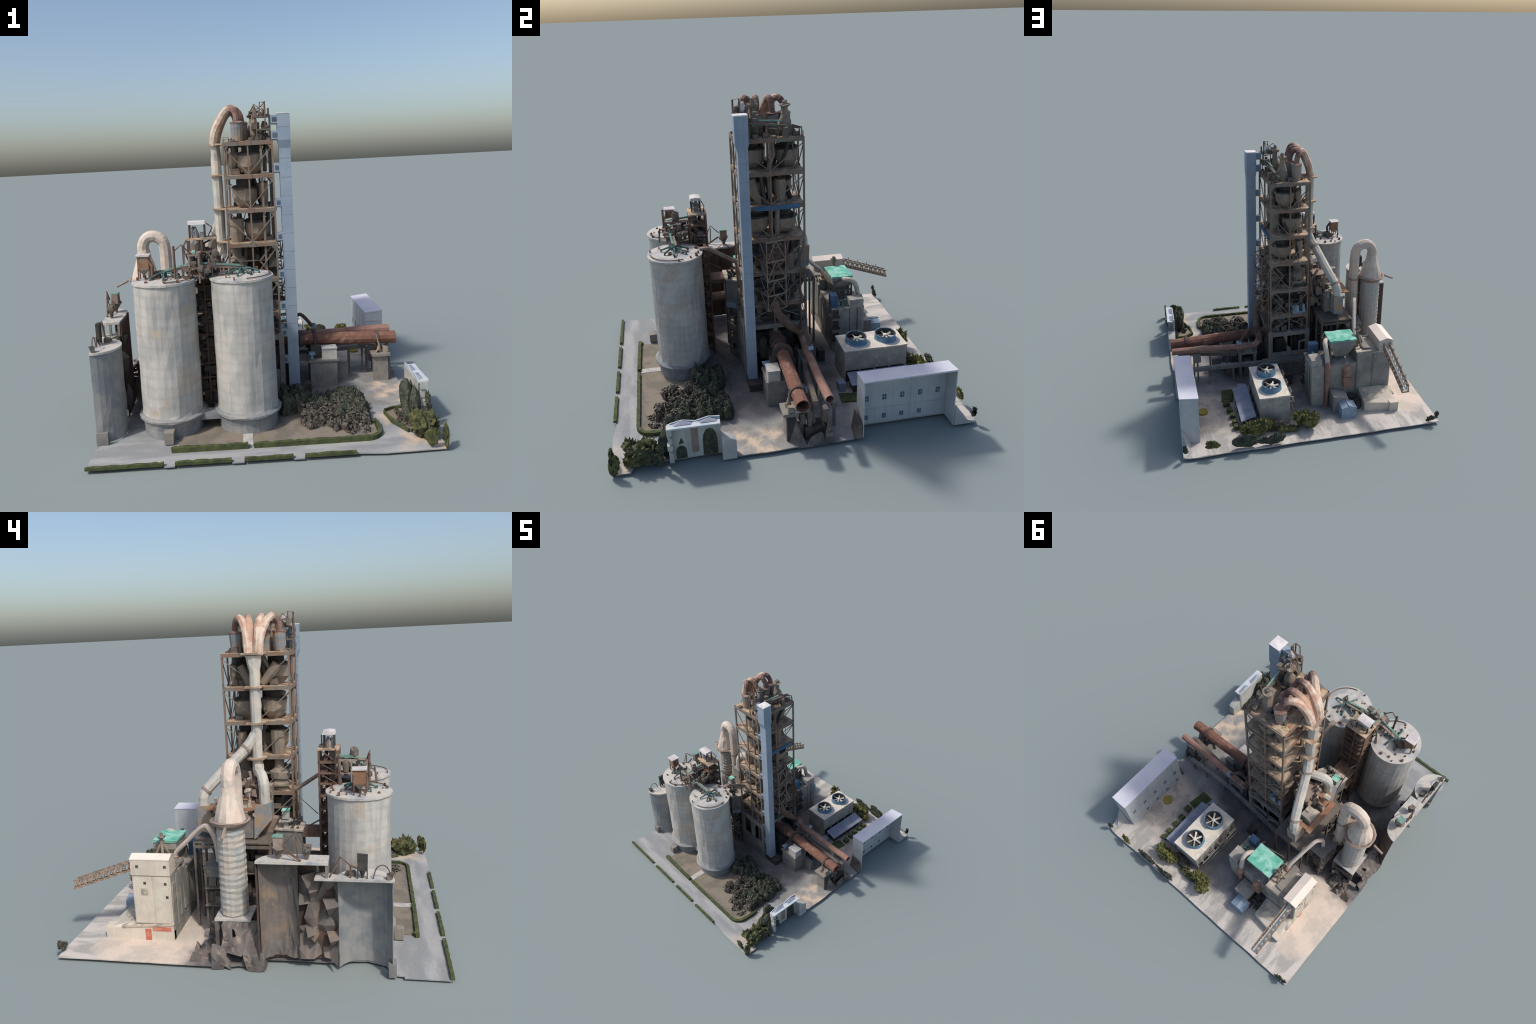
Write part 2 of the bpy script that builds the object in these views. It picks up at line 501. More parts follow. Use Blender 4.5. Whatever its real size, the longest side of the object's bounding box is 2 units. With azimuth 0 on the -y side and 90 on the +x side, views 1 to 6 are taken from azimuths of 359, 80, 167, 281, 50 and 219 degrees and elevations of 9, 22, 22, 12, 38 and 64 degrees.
shrubs = M()
rng = random.Random(101)
k = 0
for i in range(80):
    x, y = rng.uniform(0.085, 0.53), rng.uniform(-0.50, -0.345)
    if x < 0.12 and y < -0.44:
        continue
    h = 0.112 if x < 0.25 else (0.066 if x < 0.43 else 0.088)
    h *= rng.uniform(0.8, 1.08)
    r = (rng.uniform(0.024, 0.036), rng.uniform(0.024, 0.036), h)
    k += 1
    shrubs.blob((x, y, GZ + 0.006), r, 0.3, 2, 2.4, k, 0.2)
    shards(shrubs, (x, y, GZ + 0.006), r, 24, 0.0085, rng)
for i in range(34):
    x, y = rng.uniform(0.40, 0.545), rng.uniform(-0.66, -0.45)
    r = (0.03, 0.03, rng.uniform(0.055, 0.085))
    k += 1
    shrubs.blob((x, y, GZ + 0.006), r, 0.3, 2, 2.4, k, 0.2)
    shards(shrubs, (x, y, GZ + 0.006), r, 20, 0.009, rng)
put("shrub_bank", shrubs, "dark_green", planting, kind="stuff")
brush = M()
for i in range(84):
    x, y = rng.uniform(0.19, 0.545), rng.uniform(-0.74, -0.48)
    if y < -0.70 and (x < 0.36 or x > 0.52):
        continue
    k += 1
    r = (rng.uniform(0.012, 0.024), rng.uniform(0.012, 0.024), rng.uniform(0.03, 0.054) * (0.75 if y < -0.68 else 1.0))
    brush.blob((x, y, GZ + 0.012), r, 0.4, 1, 3.0, k, 0.5)
    shards(brush, (x, y, GZ + 0.014), (r[0] * 1.5, r[1] * 1.5, r[2] * 1.15), 18, 0.010, rng)
for i in range(16):
    shards(brush, (rng.uniform(0.40, 0.545), rng.uniform(-0.80, -0.72), GZ), (0.012, 0.012, 0.014), 5, 0.010, rng)
put("dry_shrub_bank", brush, "dry_brush", planting, kind="stuff")


def bush(c, r, mat, n=7, seed=1, spike=0.7, name="bush", spread=0.7, sub=2, rel=0.55):
    mm = M()
    rng = random.Random(seed)
    for i in range(n):
        p = (c[0] + rng.uniform(-1, 1) * r[0] * spread, c[1] + rng.uniform(-1, 1) * r[1] * spread, c[2] + rng.uniform(-0.5, 0.55) * r[2])
        s = rng.uniform(rel * 0.8, rel * 1.2)
        rr = (r[0] * s, r[1] * s, r[2] * s)
        mm.blob(p, rr, 0.3, sub, 2.0, seed * 13 + i, spike * 0.5)
        if spike > 0.25:
            for _ in range(26):
                a, b = rng.uniform(0, 6.283), rng.uniform(-0.5, 1.4)
                d = Vector((math.cos(a) * math.cos(b), math.sin(a) * math.cos(b), math.sin(b)))
                q = Vector((p[0] + d.x * rr[0] * 0.8, p[1] + d.y * rr[1] * 0.8, p[2] + d.z * rr[2] * 0.8))
                t1 = d.cross(Vector((rng.uniform(-1, 1), 0.3, rng.uniform(-1, 1)))).normalized()
                t2 = d.cross(t1)
                L_ = min(max(min(rr), 0.014), 0.03) * rng.uniform(0.5, 1.0)
                tip = q + d * L_ + Vector((0, 0, L_ * 0.3))
                w_ = L_ * 0.45
                mm.add([q + t1 * w_, q - t1 * w_ * 0.5 + t2 * w_, q - t1 * w_ * 0.5 - t2 * w_, tip], [(0, 2, 1), (0, 1, 3), (1, 2, 3), (2, 0, 3)])
    return put(name, mm, mat)


bush((0.79, -0.84, 0.072), (0.055, 0.080, 0.066), "bush_green", 11, 3, 0.95)
bush((0.81, -0.77, 0.05), (0.035, 0.045, 0.055), "dark_green", 6, 33, 0.8)
bush((0.762, -0.655, 0.105), (0.038, 0.060, 0.112), "dark_green", 9, 4, 0.22, rel=0.7)
bush((0.842, -0.735, 0.095), (0.014, 0.018, 0.095), "dark_green", 5, 5, 0.5)
bush((0.848, -0.965, 0.075), (0.012, 0.026, 0.065), "bush_green", 7, 6, 0.8)
bush((0.79, -0.985, 0.065), (0.04, 0.010, 0.050), "bush_green", 6, 61, 0.8)
bush((0.788, -0.545, 0.045), (0.014, 0.06, 0.035), "dark_green", 7, 62, 0.5)
bush((0.79, -0.455, 0.04), (0.012, 0.04, 0.028), "dark_green", 6, 63, 0.5)
verge = put("gate_verge", M().prism([(0.655, -0.56), (0.70, -0.535), (0.80, -0.52), (0.81, -0.72), (0.73, -0.80)], GZ - 0.001, GZ + 0.008), "bed_soil")
hedge([(0.655, -0.56), (0.71, -0.525), (0.80, -0.515)], 0.012, GZ, 0.042, verge)
hedge([(0.652, -0.565), (0.665, -0.68), (0.72, -0.80)], 0.012, GZ, 0.036, verge)
for j, (x, y) in enumerate(((0.72, -0.62), (0.71, -0.70), (0.75, -0.75), (0.72, -0.72))):
    bush((x, y, 0.035), (0.022, 0.022, 0.02), "dry_brush", 4, 40 + j, 0.8, "dry_shrub")

# ------------------------------------------------------------------ gate house on the eastern edge
gate = put("gate_house", M().box(0.802, 0.810, -0.685, -0.425, GZ, 0.236), "gate_plaster")
g = M()
g.prism([(0.804, -0.69), (0.858, -0.69), (0.860, -0.422), (0.804, -0.42)], [0.226, 0.234, 0.234, 0.226], [0.236, 0.243, 0.241, 0.236])
g.extrude([(0.804, -0.69, 0.23), (0.804, -0.672, 0.242), (0.804, -0.612, 0.254), (0.804, -0.545, 0.240), (0.804, -0.48, 0.256), (0.804, -0.42, 0.250), (0.804, -0.42, 0.23)], (0.006, 0, 0))
put("gate_parapet", g, "gate_cap", gate)
g = M()
for y0, y1, yt in ((-0.665, -0.560, -0.612), (-0.530, -0.432, -0.475)):
    g.add([(0.811, y0, 0.2375), (0.811, y1, 0.2375), (0.811, yt, 0.2525), (0.836, y0 + 0.01, 0.2415), (0.836, y1 - 0.01, 0.2415)], [(0, 2, 1), (0, 3, 2), (3, 4, 2), (4, 1, 2), (0, 1, 4, 3)])
put("gate_recess_shade", g, "awning_sheet", gate)  # dark wedges modelled for the shaded recesses behind the parapet
g = M()
g.box(0.802, 0.815, -0.428, -0.42, 0.03, 0.236)
for z0, z1, o in ((0.195, 0.235, 0.012), (0.150, 0.18, 0.004), (0.105, 0.135, 0.014), (0.03, 0.09, 0.004)):
    g.box(0.812, 0.85, -0.688 - o * 0.6, -0.668, z0, z1)
g.box(0.805, 0.842, -0.685, -0.672, 0.03, 0.235)
put("gate_end_wall", g, "gate_plaster", gate)
g = M()
for y0, y1, z1 in ((-0.655, -0.60, 0.10), (-0.515, -0.44, 0.185)):
    ya, yb = (y0 + y1) / 2, (y1 - y0) / 2
    g.extrude([(0.8095, y0, 0.021), (0.8095, y1, 0.021)] + [(0.8095, ya + yb * math.cos(math.radians(t_)), z1 * 0.62 + z1 * 0.38 * math.sin(math.radians(t_))) for t_ in range(0, 181, 30)], (0.003, 0, 0))
put("gate_arch", g, "dark_green", gate)
g = M().box(0.8095, 0.813, -0.572, -0.538, 0.05, 0.215)
put("gate_post_panel", g, "pink_steel", gate)
put("gate_lodge", M().prism([(0.805, -0.42), (0.862, -0.42), (0.86, -0.345), (0.812, -0.345)], GZ - 0.01, [0.155, 0.16, 0.125, 0.12]), "gate_plaster", gate)

# ------------------------------------------------------------------ silos
def silo(cx, cy, seed):
    random.seed(seed)
    prof = [(0.1625, 0.118)] + [(0.160, 0.118 + (0.812 - 0.118) * t) for t in (0.03, 0.18, 0.34, 0.5, 0.66, 0.82, 1.0)]
    body = put("silo", M().lathe(cx, cy, prof, 30, 0.013), "silo_concrete")
    put("silo_roof", M().lathe(cx, cy, [(0.160, 0.808), (0.1675, 0.812), (0.1675, 0.823), (0.12, 0.829), (0.02, 0.833)], 40, 0.004), "silo_roof_concrete", body)
    put("silo_skirt", M().lathe(cx, cy - 0.007, [(0.154, 0.0), (0.155, 0.06), (0.163, 0.098), (0.177, 0.106), (0.178, 0.116), (0.163, 0.124)], 30, 0.012), "silo_skirt_concrete", body)
    hub = (cx + 0.005, cy, 0.862)
    s = M().lathe(hub[0], hub[1], [(0.012, 0.83), (0.014, 0.872)], 10)
    for a in range(0, 360, 51):
        b = math.radians(a + seed * 17)
        L = random.uniform(0.07, 0.095)
        e = (hub[0] + L * math.cos(b), hub[1] + L * math.sin(b), 0.842)
        s.tube([hub, ((hub[0] + e[0]) / 2, (hub[1] + e[1]) / 2, 0.858), e, (e[0], e[1], 0.83)], 0.0055, 6)
    put("distributor_pipe", s, "teal_pipe", body)
    h = M()
    for i in range(28):
        a, r = random.uniform(0, 6.28), random.uniform(0.03, 0.155)
        x, y = cx + r * math.cos(a), cy + r * math.sin(a)
        w = random.uniform(0.003, 0.008)
        h.box(x - w, x + w, y - w, y + w, 0.824, 0.832 + random.uniform(0, 0.012))
    h.tube([(cx + 0.15 * math.cos(t / 10), cy + 0.15 * math.sin(t / 10), 0.832) for t in range(-14, 4)], 0.003, 5)
    put("roof_hatch", h, "rust_steel", body, kind="stuff")
    return body


silo_e = silo(-0.080, -0.560, 3)
silo_w = silo(-0.481, -0.560, 4)
put("skirt_bridge", M().box(-0.34, -0.22, -0.63, -0.56, 0.075, 0.112, 0.004), "silo_skirt_concrete", silo_w)
put("control_box", M().box(-0.512, -0.462, -0.785, -0.735, GZ, 0.082, 0.003), "base_concrete", silo_w)

# clutter filling the gap between silos (stairs and machinery behind)
random.seed(12)
# hopper on the western silo
h = M().box(-0.606, -0.548, -0.596, -0.538, 0.884, 0.953)
hop = put("feed_hopper", h, "rust_orange", silo_w)
h = M()
h.add([(-0.606, -0.596, 0.884), (-0.548, -0.596, 0.884), (-0.548, -0.538, 0.884), (-0.606, -0.538, 0.884), (-0.577, -0.567, 0.85)], [(0, 1, 4), (1, 2, 4), (2, 3, 4), (3, 0, 4)])
put("hopper_cone", h, "cap_steel", hop)
put("hopper_lid", M().box(-0.612, -0.542, -0.602, -0.532, 0.953, 0.961, 0.002), "white_sheet", hop)
h = M()
for x in (-0.604, -0.55):
    for y in (-0.594, -0.54):
        h.box(x - 0.003, x + 0.003, y - 0.003, y + 0.003, 0.824, 0.89)
h.tube([(-0.535, -0.60, 0.825), (-0.53, -0.60, 0.90), (-0.55, -0.585, 0.935)], 0.009, 8)
h.tube([(-0.577, -0.567, 0.85), (-0.57, -0.57, 0.826)], 0.006, 6)
h.box(-0.54, -0.50, -0.565, -0.525, 0.826, 0.862, 0.006)
put("hopper_leg", h, "rust_steel", hop)

# ------------------------------------------------------------------ stair tower and conveyor galleries between silos
st = M()
X0, X1, Y0, Y1 = -0.355, -0.210, -0.452, -0.350
for x in (X0, -0.282, X1):
    for y in (Y0, Y1):
        st.box(x - 0.005, x + 0.005, y - 0.005, y + 0.005, GZ, 1.012)
stair = put("stair_tower", st, "rust_steel")
lev = [1.014, 0.944, 0.886, 0.827, 0.76, 0.688, 0.619, 0.565, 0.49, 0.41, 0.33, 0.25, 0.17, 0.10]
for i, z in enumerate(lev):
    s = M().box(X0 - 0.006, X1 + 0.006, Y0 - 0.006, Y1 + 0.006, z - 0.009, z)
    put("landing", s, "floor_dust" if i < 1 else "rust_steel", stair)
s = M()
q = M()
for a, b in zip(lev[1:], lev[:-1]):
    s.beam((X0 + 0.01, Y1 - 0.035, a), (X1 - 0.01, Y1 - 0.035, b - 0.01), 0.02, 0.008)
    s.beam((X0, Y0 + 0.01, a), (X0, Y1 - 0.01, b - 0.01), 0.004, 0.005)
    s.beam((X1, Y0 + 0.01, b - 0.01), (X1, Y1 - 0.01, a), 0.004, 0.005)
    for j in range(4):
        x = random.uniform(X0 + 0.02, X1 - 0.04)
        y = random.uniform(Y0 + 0.010, Y1 - 0.070)
        q.box(x, x + random.uniform(0.015, 0.05), y, y + random.uniform(0.015, 0.03), a, a + (b - a) * random.uniform(0.5, 0.95), 0.003)
put("stair_flight", s, "rust_steel", stair)
put("stair_machinery", q, "machine_steel", stair, kind="stuff")
s = M()
for x in (-0.344, -0.264):
    for y in (-0.43, -0.377):
        s.box(x - 0.004, x + 0.004, y - 0.004, y + 0.004, 1.012, 1.088)
s.tube([(-0.25, -0.36, 1.012), (-0.225, -0.355, 1.06), (-0.255, -0.37, 1.085)], 0.003, 5)
s.tube([(-0.36, -0.44, 0.90), (-0.385, -0.44, 0.97), (-0.36, -0.44, 1.01)], 0.004, 5)
s.tube([(-0.385, -0.44, 0.97), (-0.385, -0.44, 0.86)], 0.004, 5)
put("canopy_post", s, "dark_steel", stair)
s = M()
s.extrude([(-0.35, -0.438, 1.086), (-0.35, -0.434, 1.102), (-0.35, -0.404, 1.106), (-0.35, -0.373, 1.102), (-0.35, -0.369, 1.086)], (0.092, 0, 0))
put("canopy_roof", s, "white_sheet", stair)
s = M().lathe(-0.315, -0.405, [(0.022, 1.012), (0.024, 1.045), (0.012, 1.06)], 10, 0.1)
s.box(-0.29, -0.265, -0.42, -0.39, 1.012, 1.04, 0.003)
put("elevator_head", s, "cap_steel", stair)

# galleries
gal = M()
gal.box(-0.345, -0.29, -0.605, -0.45, 0.942, 0.950)
gal.box(-0.36, -0.28, -0.60, -0.555, 0.950, 0.958, 0.003)
for y in (-0.60, -0.52, -0.46):
    for x in (-0.342, -0.293):
        gal.box(x - 0.004, x + 0.004, y - 0.004, y + 0.004, 0.80, 0.945)
gal.box(-0.345, -0.29, -0.60, -0.45, 0.875, 0.882)
gallery = put("transfer_gallery", gal, "pink_steel")
b = M()
b.beam((-0.318, -0.45, 0.972), (-0.318, -0.60, 0.955), 0.018, 0.012)
b.beam((-0.30, -0.585, 0.905), (-0.085, -0.568, 0.878), 0.012, 0.008)
b.beam((-0.335, -0.585, 0.905), (-0.475, -0.572, 0.868), 0.012, 0.008)
put("gallery_hood", b, "pale_teal", gallery)
b = M()
b.beam((-0.29, -0.572, 0.885), (-0.078, -0.556, 0.868), 0.026, 0.012)
b.beam((-0.34, -0.572, 0.885), (-0.485, -0.556, 0.860), 0.026, 0.012)
for t in (0.1, 0.3, 0.5, 0.7):
    b.box(-0.29 + 0.21 * t - 0.003, -0.29 + 0.21 * t + 0.003, -0.575, -0.555, 0.82, 0.88)
    b.box(-0.34 - 0.14 * t - 0.003, -0.34 - 0.14 * t + 0.003, -0.575, -0.555, 0.82, 0.88)
put("gallery_conveyor", b, "pink_steel", gallery)
b = M()
b.tube([(-0.415, -0.612, 0.83), (-0.415, -0.612, 1.0)], 0.007, 6)
b.tube([(-0.285, -0.60, 0.83), (-0.285, -0.60, 0.958)], 0.005, 6)
b.tube([(-0.325, -0.60, 0.95), (-0.375, -0.615, 1.005), (-0.413, -0.612, 0.975)], 0.004, 5)
b.tube([(-0.36, -0.65, 0.83), (-0.315, -0.64, 0.905), (-0.27, -0.65, 0.83)], 0.005, 5)
b.tube([(-0.385, -0.47, 0.83), (-0.375, -0.45, 0.985), (-0.35, -0.44, 1.015)], 0.004, 5)
put("gallery_pole", b, "rust_steel", gallery)
b = M()
random.seed(31)
for i in range(40):
    x, y, z = random.uniform(-0.36, -0.20), random.uniform(-0.61, -0.35), random.uniform(0.83, 0.93)
    w = random.uniform(0.006, 0.02)
    b.box(x - w, x + w, y - w, y + w * 0.7, z, z + random.uniform(0.01, 0.035), 0.004)
b.lathe(-0.335, -0.49, [(0.0, 0.86), (0.016, 0.885), (0.02, 0.93), (0.014, 0.945)], 10, 0.03)
b.lathe(-0.31, -0.535, [(0.014, 0.955), (0.022, 0.965), (0.022, 1.0), (0.0, 1.01)], 8, 0.05)
b.box(-0.36, -0.20, -0.52, -0.45, 0.80, 0.815, 0.006)
put("gallery_machinery", b, "machine_steel", gallery, kind="stuff")
b = M()
for i in range(40):
    x, y, z = random.uniform(-0.33, -0.225), random.uniform(-0.475, -0.40), random.uniform(0.03, 0.78)
    w = random.uniform(0.008, 0.018)
    b.box(x - w, x + w, y - w, y + w * 0.7, z, z + random.uniform(0.015, 0.05), 0.004)
put("silo_gap_machinery", b, "dark_steel", gallery, kind="stuff")
b = M().tube(smooth_path([(-0.09, -0.375, 0.836), (-0.08, -0.33, 0.815), (-0.083, -0.26, 0.77), (-0.09, -0.185, 0.722)], 3), 0.013, 6)
b.beam((-0.088, -0.41, 0.832), (-0.083, -0.36, 0.836), 0.03, 0.012)
put("transfer_chute", b, "pink_steel", gallery)

# ------------------------------------------------------------------ clipped silo and bin on the western edge (open to the west)
random.seed(5)
w = M()
zs = [0.02, 0.07, 0.12, 0.20, 0.28, 0.37, 0.44, 0.490]
w.wall([(-0.859, -0.716)] + arc(-0.860, -0.588, 0.131, 284, 425, 12), zs, -0.004, 0.002)
west = put("cut_silo", w, "silo_skirt_concrete")


def faceted_sheet(ys, zs_, xf, jit, thick, skip=None):
    """broken wall: a grid of facets standing at x = xf(y, t), with a backing sheet"""
    mm = M()
    vs = []
    for r, z in enumerate(zs_):
        for y in ys:
            jy, jz = random.uniform(-jit, jit), random.uniform(-jit, jit)
            vs.append((xf(y, z) + random.uniform(-jit, jit), y + (jy if y not in (ys[0], ys[-1]) else 0), max(0.0, z + (jz if r < len(zs_) - 1 else 0))))
    n, nv = len(ys), len(vs)
    vs += [(x + thick, y, z) for x, y, z in vs]
    fs = []
    for r in range(len(zs_) - 1):
        for c_ in range(n - 1):
            if skip and skip((ys[c_] + ys[c_ + 1]) / 2, (zs_[r] + zs_[r + 1]) / 2):
                continue
            q = (r * n + c_, r * n + c_ + 1, (r + 1) * n + c_ + 1, (r + 1) * n + c_)
            tri = ((q[0], q[1], q[2]), (q[0], q[2], q[3])) if random.random() < 0.5 else ((q[0], q[1], q[3]), (q[1], q[2], q[3]))
            for t3 in tri:
                fs += [t3, tuple(nv + k_ for k_ in reversed(t3))]
    mm.add(vs, fs)
    return mm


def bin_x(y, z):
    base = -0.86 + math.sqrt(max(0.0, 0.100 ** 2 - (y + 0.19) ** 2))
    flare = max(0.0, (0.15 - z) / 0.15)
    return max(-0.858, base - 0.028 * flare * (0.2 + random.random()))


ys = [-0.092 - 0.0155 * i for i in range(13)]
put("cut_bin_wall", faceted_sheet(ys, [0.052, 0.085, 0.13, 0.19, 0.26, 0.36, 0.46, 0.565], bin_x, 0.004, 0.006), "inner_shell_concrete", west)


def torn_x(y, z):
    return -0.785 + random.uniform(-0.022, 0.03) + (0.03 if -0.45 < y < -0.34 else -0.01) - (0.03 if z < 0.1 else 0)


ys = [-0.275 - 0.0315 * i for i in range(7)]
w = faceted_sheet(ys, [0.058 + 0.054 * i for i in range(9)], torn_x, 0.014, 0.008, lambda y, z: -0.31 < y < -0.27 and 0.22 < z < 0.31)
for y, z, k_ in ((-0.345, 0.41, 0.9), (-0.43, 0.33, 1.2), (-0.33, 0.18, 0.8), (-0.44, 0.16, 1.0)):
    w.add([(-0.82, y - 0.03 * k_, z + 0.012), (-0.83, y + 0.014 * k_, z), (-0.77, y + 0.035 * k_, z + 0.03), (-0.77, y - 0.035 * k_, z + 0.035), (-0.78, y + 0.01, z - 0.05 * k_)], [(0, 1, 2, 3), (0, 4, 1), (1, 4, 2), (2, 4, 3), (3, 4, 0)])
put("torn_wall", w, "inner_shell_concrete", west)
w = M().wall([(-0.752, -0.425), (-0.752, -0.24)] + arc(-0.860, -0.190, 0.107, 335, 448, 8), [0.03, 0.2, 0.35, 0.565], -0.003, 0.001)
put("cut_bin_outer_wall", w, "tyre_steel", west)
w = M().prism([(-0.861, -0.724)] + arc(-0.858, -0.592, 0.136, 278, 428, 14) + [(-0.775, -0.40), (-0.80, -0.365), (-0.861, -0.36)], 0.487, 0.498)
put("cut_silo_roof", w, "silo_roof_concrete", west)
w = M().prism([(-0.861, -0.426), (-0.758, -0.426), (-0.752, -0.24)] + arc(-0.862, -0.188, 0.106, 340, 450, 8), 0.563, 0.576)
put("cut_bin_roof", w, "silo_roof_concrete", west)
w = M()
for p in ((-0.81, -0.418), (-0.765, -0.418), (-0.85, -0.418), (-0.77, -0.37)):
    w.box(p[0] - 0.006, p[0] + 0.006, p[1] - 0.006, p[1] + 0.006, 0.495, 0.565)
put("bin_roof_post", w, "base_concrete", west)
w = M().box(-0.848, -0.828, -0.605, -0.558, 0.535, 0.615, 0.003)
w.lathe(-0.838, -0.582, [(0.004, 0.50), (0.018, 0.54)], 6)
for y in (-0.603, -0.560):
    for x in (-0.846, -0.83):
        w.box(x - 0.0025, x + 0.0025, y - 0.0025, y + 0.0025, 0.498, 0.55)
put("dust_filter", w, "dark_steel", west)
w = M()
w.tube([(-0.84, -0.43, 0.498), (-0.84, -0.483, 0.60), (-0.84, -0.527, 0.56), (-0.84, -0.527, 0.498)], 0.0045, 5)
w.tube([(-0.84, -0.527, 0.56), (-0.84, -0.56, 0.548)], 0.0045, 5)
w.tube(smooth_path([(-0.845, -0.63, 0.50), (-0.845, -0.645, 0.55), (-0.845, -0.675, 0.567), (-0.845, -0.70, 0.545), (-0.845, -0.706, 0.5)]), 0.003, 5)
w.tube([(-0.845, -0.22, 0.66), (-0.845, -0.28, 0.72), (-0.83, -0.315, 0.65)], 0.004, 5)
w.tube([(-0.845, -0.28, 0.70), (-0.85, -0.285, 0.59)], 0.004, 5)
w.beam((-0.845, -0.225, 0.63), (-0.85, -0.30, 0.58), 0.009)
put("bin_pipe", w, "rust_steel", west)
w = M().box(-0.838, -0.798, -0.213, -0.168, 0.632, 0.688, 0.003)
bx = put("bin_filter_box", w, "pink_steel", west)
put("filter_box_lid", M().box(-0.84, -0.796, -0.215, -0.166, 0.688, 0.693), "pale_teal", bx)
w = M().lathe(-0.818, -0.19, [(0.006, 0.575), (0.012, 0.60), (0.03, 0.628), (0.036, 0.634)], 8, 0.05)
w.lathe(-0.818, -0.325, [(0.008, 0.575), (0.010, 0.60), (0.026, 0.618), (0.024, 0.624)], 6, 0.08)
w.box(-0.835, -0.803, -0.345, -0.31, 0.622, 0.645, 0.004)
put("filter_hopper", w, "machine_steel", bx)
put("switch_cabinet", M().box(-0.868 + 0.006, -0.80, -0.735, -0.70, 0.012, 0.08, 0.002), "gray_wall", west)
w = M().box(-0.856, -0.835, -0.72, -0.69, 0.498, 0.53, 0.006)
w.box(-0.82, -0.79, -0.55, -0.50, 0.498, 0.52, 0.006)
put("roof_fitting", w, "machine_steel", west)

# ------------------------------------------------------------------ preheater tower
TX0, TX1, TY0, TY1 = -0.142, 0.134, -0.180, 0.197
LV = [0.521, 0.727, 0.937, 1.135, 1.330, 1.517]
ym = 0.005
xm = -0.005
cols = [(TX0, TY0), (TX1, TY0), (TX0, TY1), (TX1, TY1), (TX1, ym), (xm, TY0), (xm, TY1)]
t = M()
for i, (x, y) in enumerate(cols):
    w = 0.0052 if i < 4 else 0.0045
    t.box(x - w, x + w, y - w, y + w, 0.38, 1.517)
for x, y in ((0.07, TY0 + 0.01), (TX0 + 0.02, ym), (0.06, ym)):
    t.box(x - 0.006, x + 0.006, y - 0.006, y + 0.006, GZ, 1.50)
for z in LV:
    h = 0.021
    for a, b in (((TX0, TY0), (TX1, TY0)), ((TX0, TY1), (TX1, TY1)), ((TX0, TY0), (TX0, TY1)), ((TX1, TY0), (TX1, TY1))):
        t.beam((a[0], a[1], z - h / 2), (b[0], b[1], z - h / 2), 0.011, h)
    # gussets where the braces meet
    for x, y, dx, dy in ((xm, TY0 - 0.006, 1, 0), (xm, TY1 + 0.006, 1, 0), (TX1 + 0.006, ym, 0, 1)):
        p = [(-0.020, -0.022), (0.020, -0.022), (0.018, 0.004), (0.0, 0.010), (-0.018, 0.004)]
        t.extrude([(x + dx * a - (0.002 if dy else 0), y + dy * a - (0.002 if dx else 0), z + b) for a, b in p], (0.004 * dy, 0.004 * dx, 0))
    for x, sx in ((TX0, 1), (TX1, -1)):
        for y in (TY0, TY1):
            t.extrude([(x, y - 0.003, z - 0.02), (x + sx * 0.03, y - 0.003, z - 0.02), (x, y - 0.003, z - 0.055)], (0, 0.006, 0))
tower = put("preheater_tower", t, "tower_steel")
zz = [0.40] + LV
for i in range(len(LV)):
    a, b = zz[i] + 0.005, zz[i + 1] - 0.03
    br = M()
    inv = i == 0
    for (mx, my), ends in (((xm, TY0), ((TX0, TY0), (TX1, TY0))), ((xm, TY1), ((TX0, TY1), (TX1, TY1))), ((TX1, ym), ((TX1, TY0), (TX1, TY1))), ((TX0, ym), ((TX0, TY0), (TX0, TY1)))):
        for ex, ey in ends:
            if inv:
                br.beam((mx, my, b), (ex, ey, a), 0.0048)
            else:
                br.beam((mx, my, a), (ex, ey, b), 0.0048)
    if i > 2:
        for x in (-0.07, 0.06):
            br.beam((x, TY1 - 0.02, a), (x + 0.04, TY1 - 0.06, b), 0.004)
    put("cross_brace", br, "brace_steel", tower)
random.seed(9)
for i, z in enumerate(LV):
    fl = M().box(TX0 + 0.002, TX1 - 0.002, TY0 + 0.002, TY1 - 0.002, z - 0.003, z + 0.003)
    put("floor_deck", fl, "floor_dust", tower)
    if 0 < i < 6:
        rail = M()
        for (ax, ay), (bx_, by) in (((TX0, TY0), (TX1, TY0)), ((TX0, TY1), (TX1, TY1)), ((TX1, TY0), (TX1, TY1))):
            pass

# concrete legs
c = M()
for x in (TX0 - 0.002, xm, TX1 + 0.002):
    for y in (TY0 - 0.002, TY1 - 0.002):
        c.box(x - 0.015, x + 0.015, y - 0.012, y + 0.012, GZ, 0.395)
for x in (TX0, TX1):
    c.box(x - 0.014, x + 0.014, ym - 0.012, ym + 0.012, GZ, 0.39)
for y in (TY0, TY1):
    c.box(TX0, TX1, y - 0.011, y + 0.011, 0.355, 0.385)
    c.extrude([(xm - 0.012, y - 0.010, 0.356), (xm + 0.045, y - 0.010, 0.356), (xm + 0.012, y - 0.010, 0.27), (xm - 0.012, y - 0.010, 0.25)], (0, 0.02, 0))
    c.box(TX0, TX1, y - 0.006, y + 0.006, GZ, 0.17 if y < 0 else 0.215)
for x in (TX0, TX1):
    c.box(x - 0.012, x + 0.012, TY0, TY1, 0.355, 0.383)
c.box(TX0, TX1, TY0, TY1, 0.37, 0.38)
put("concrete_base", c, "base_concrete", tower)


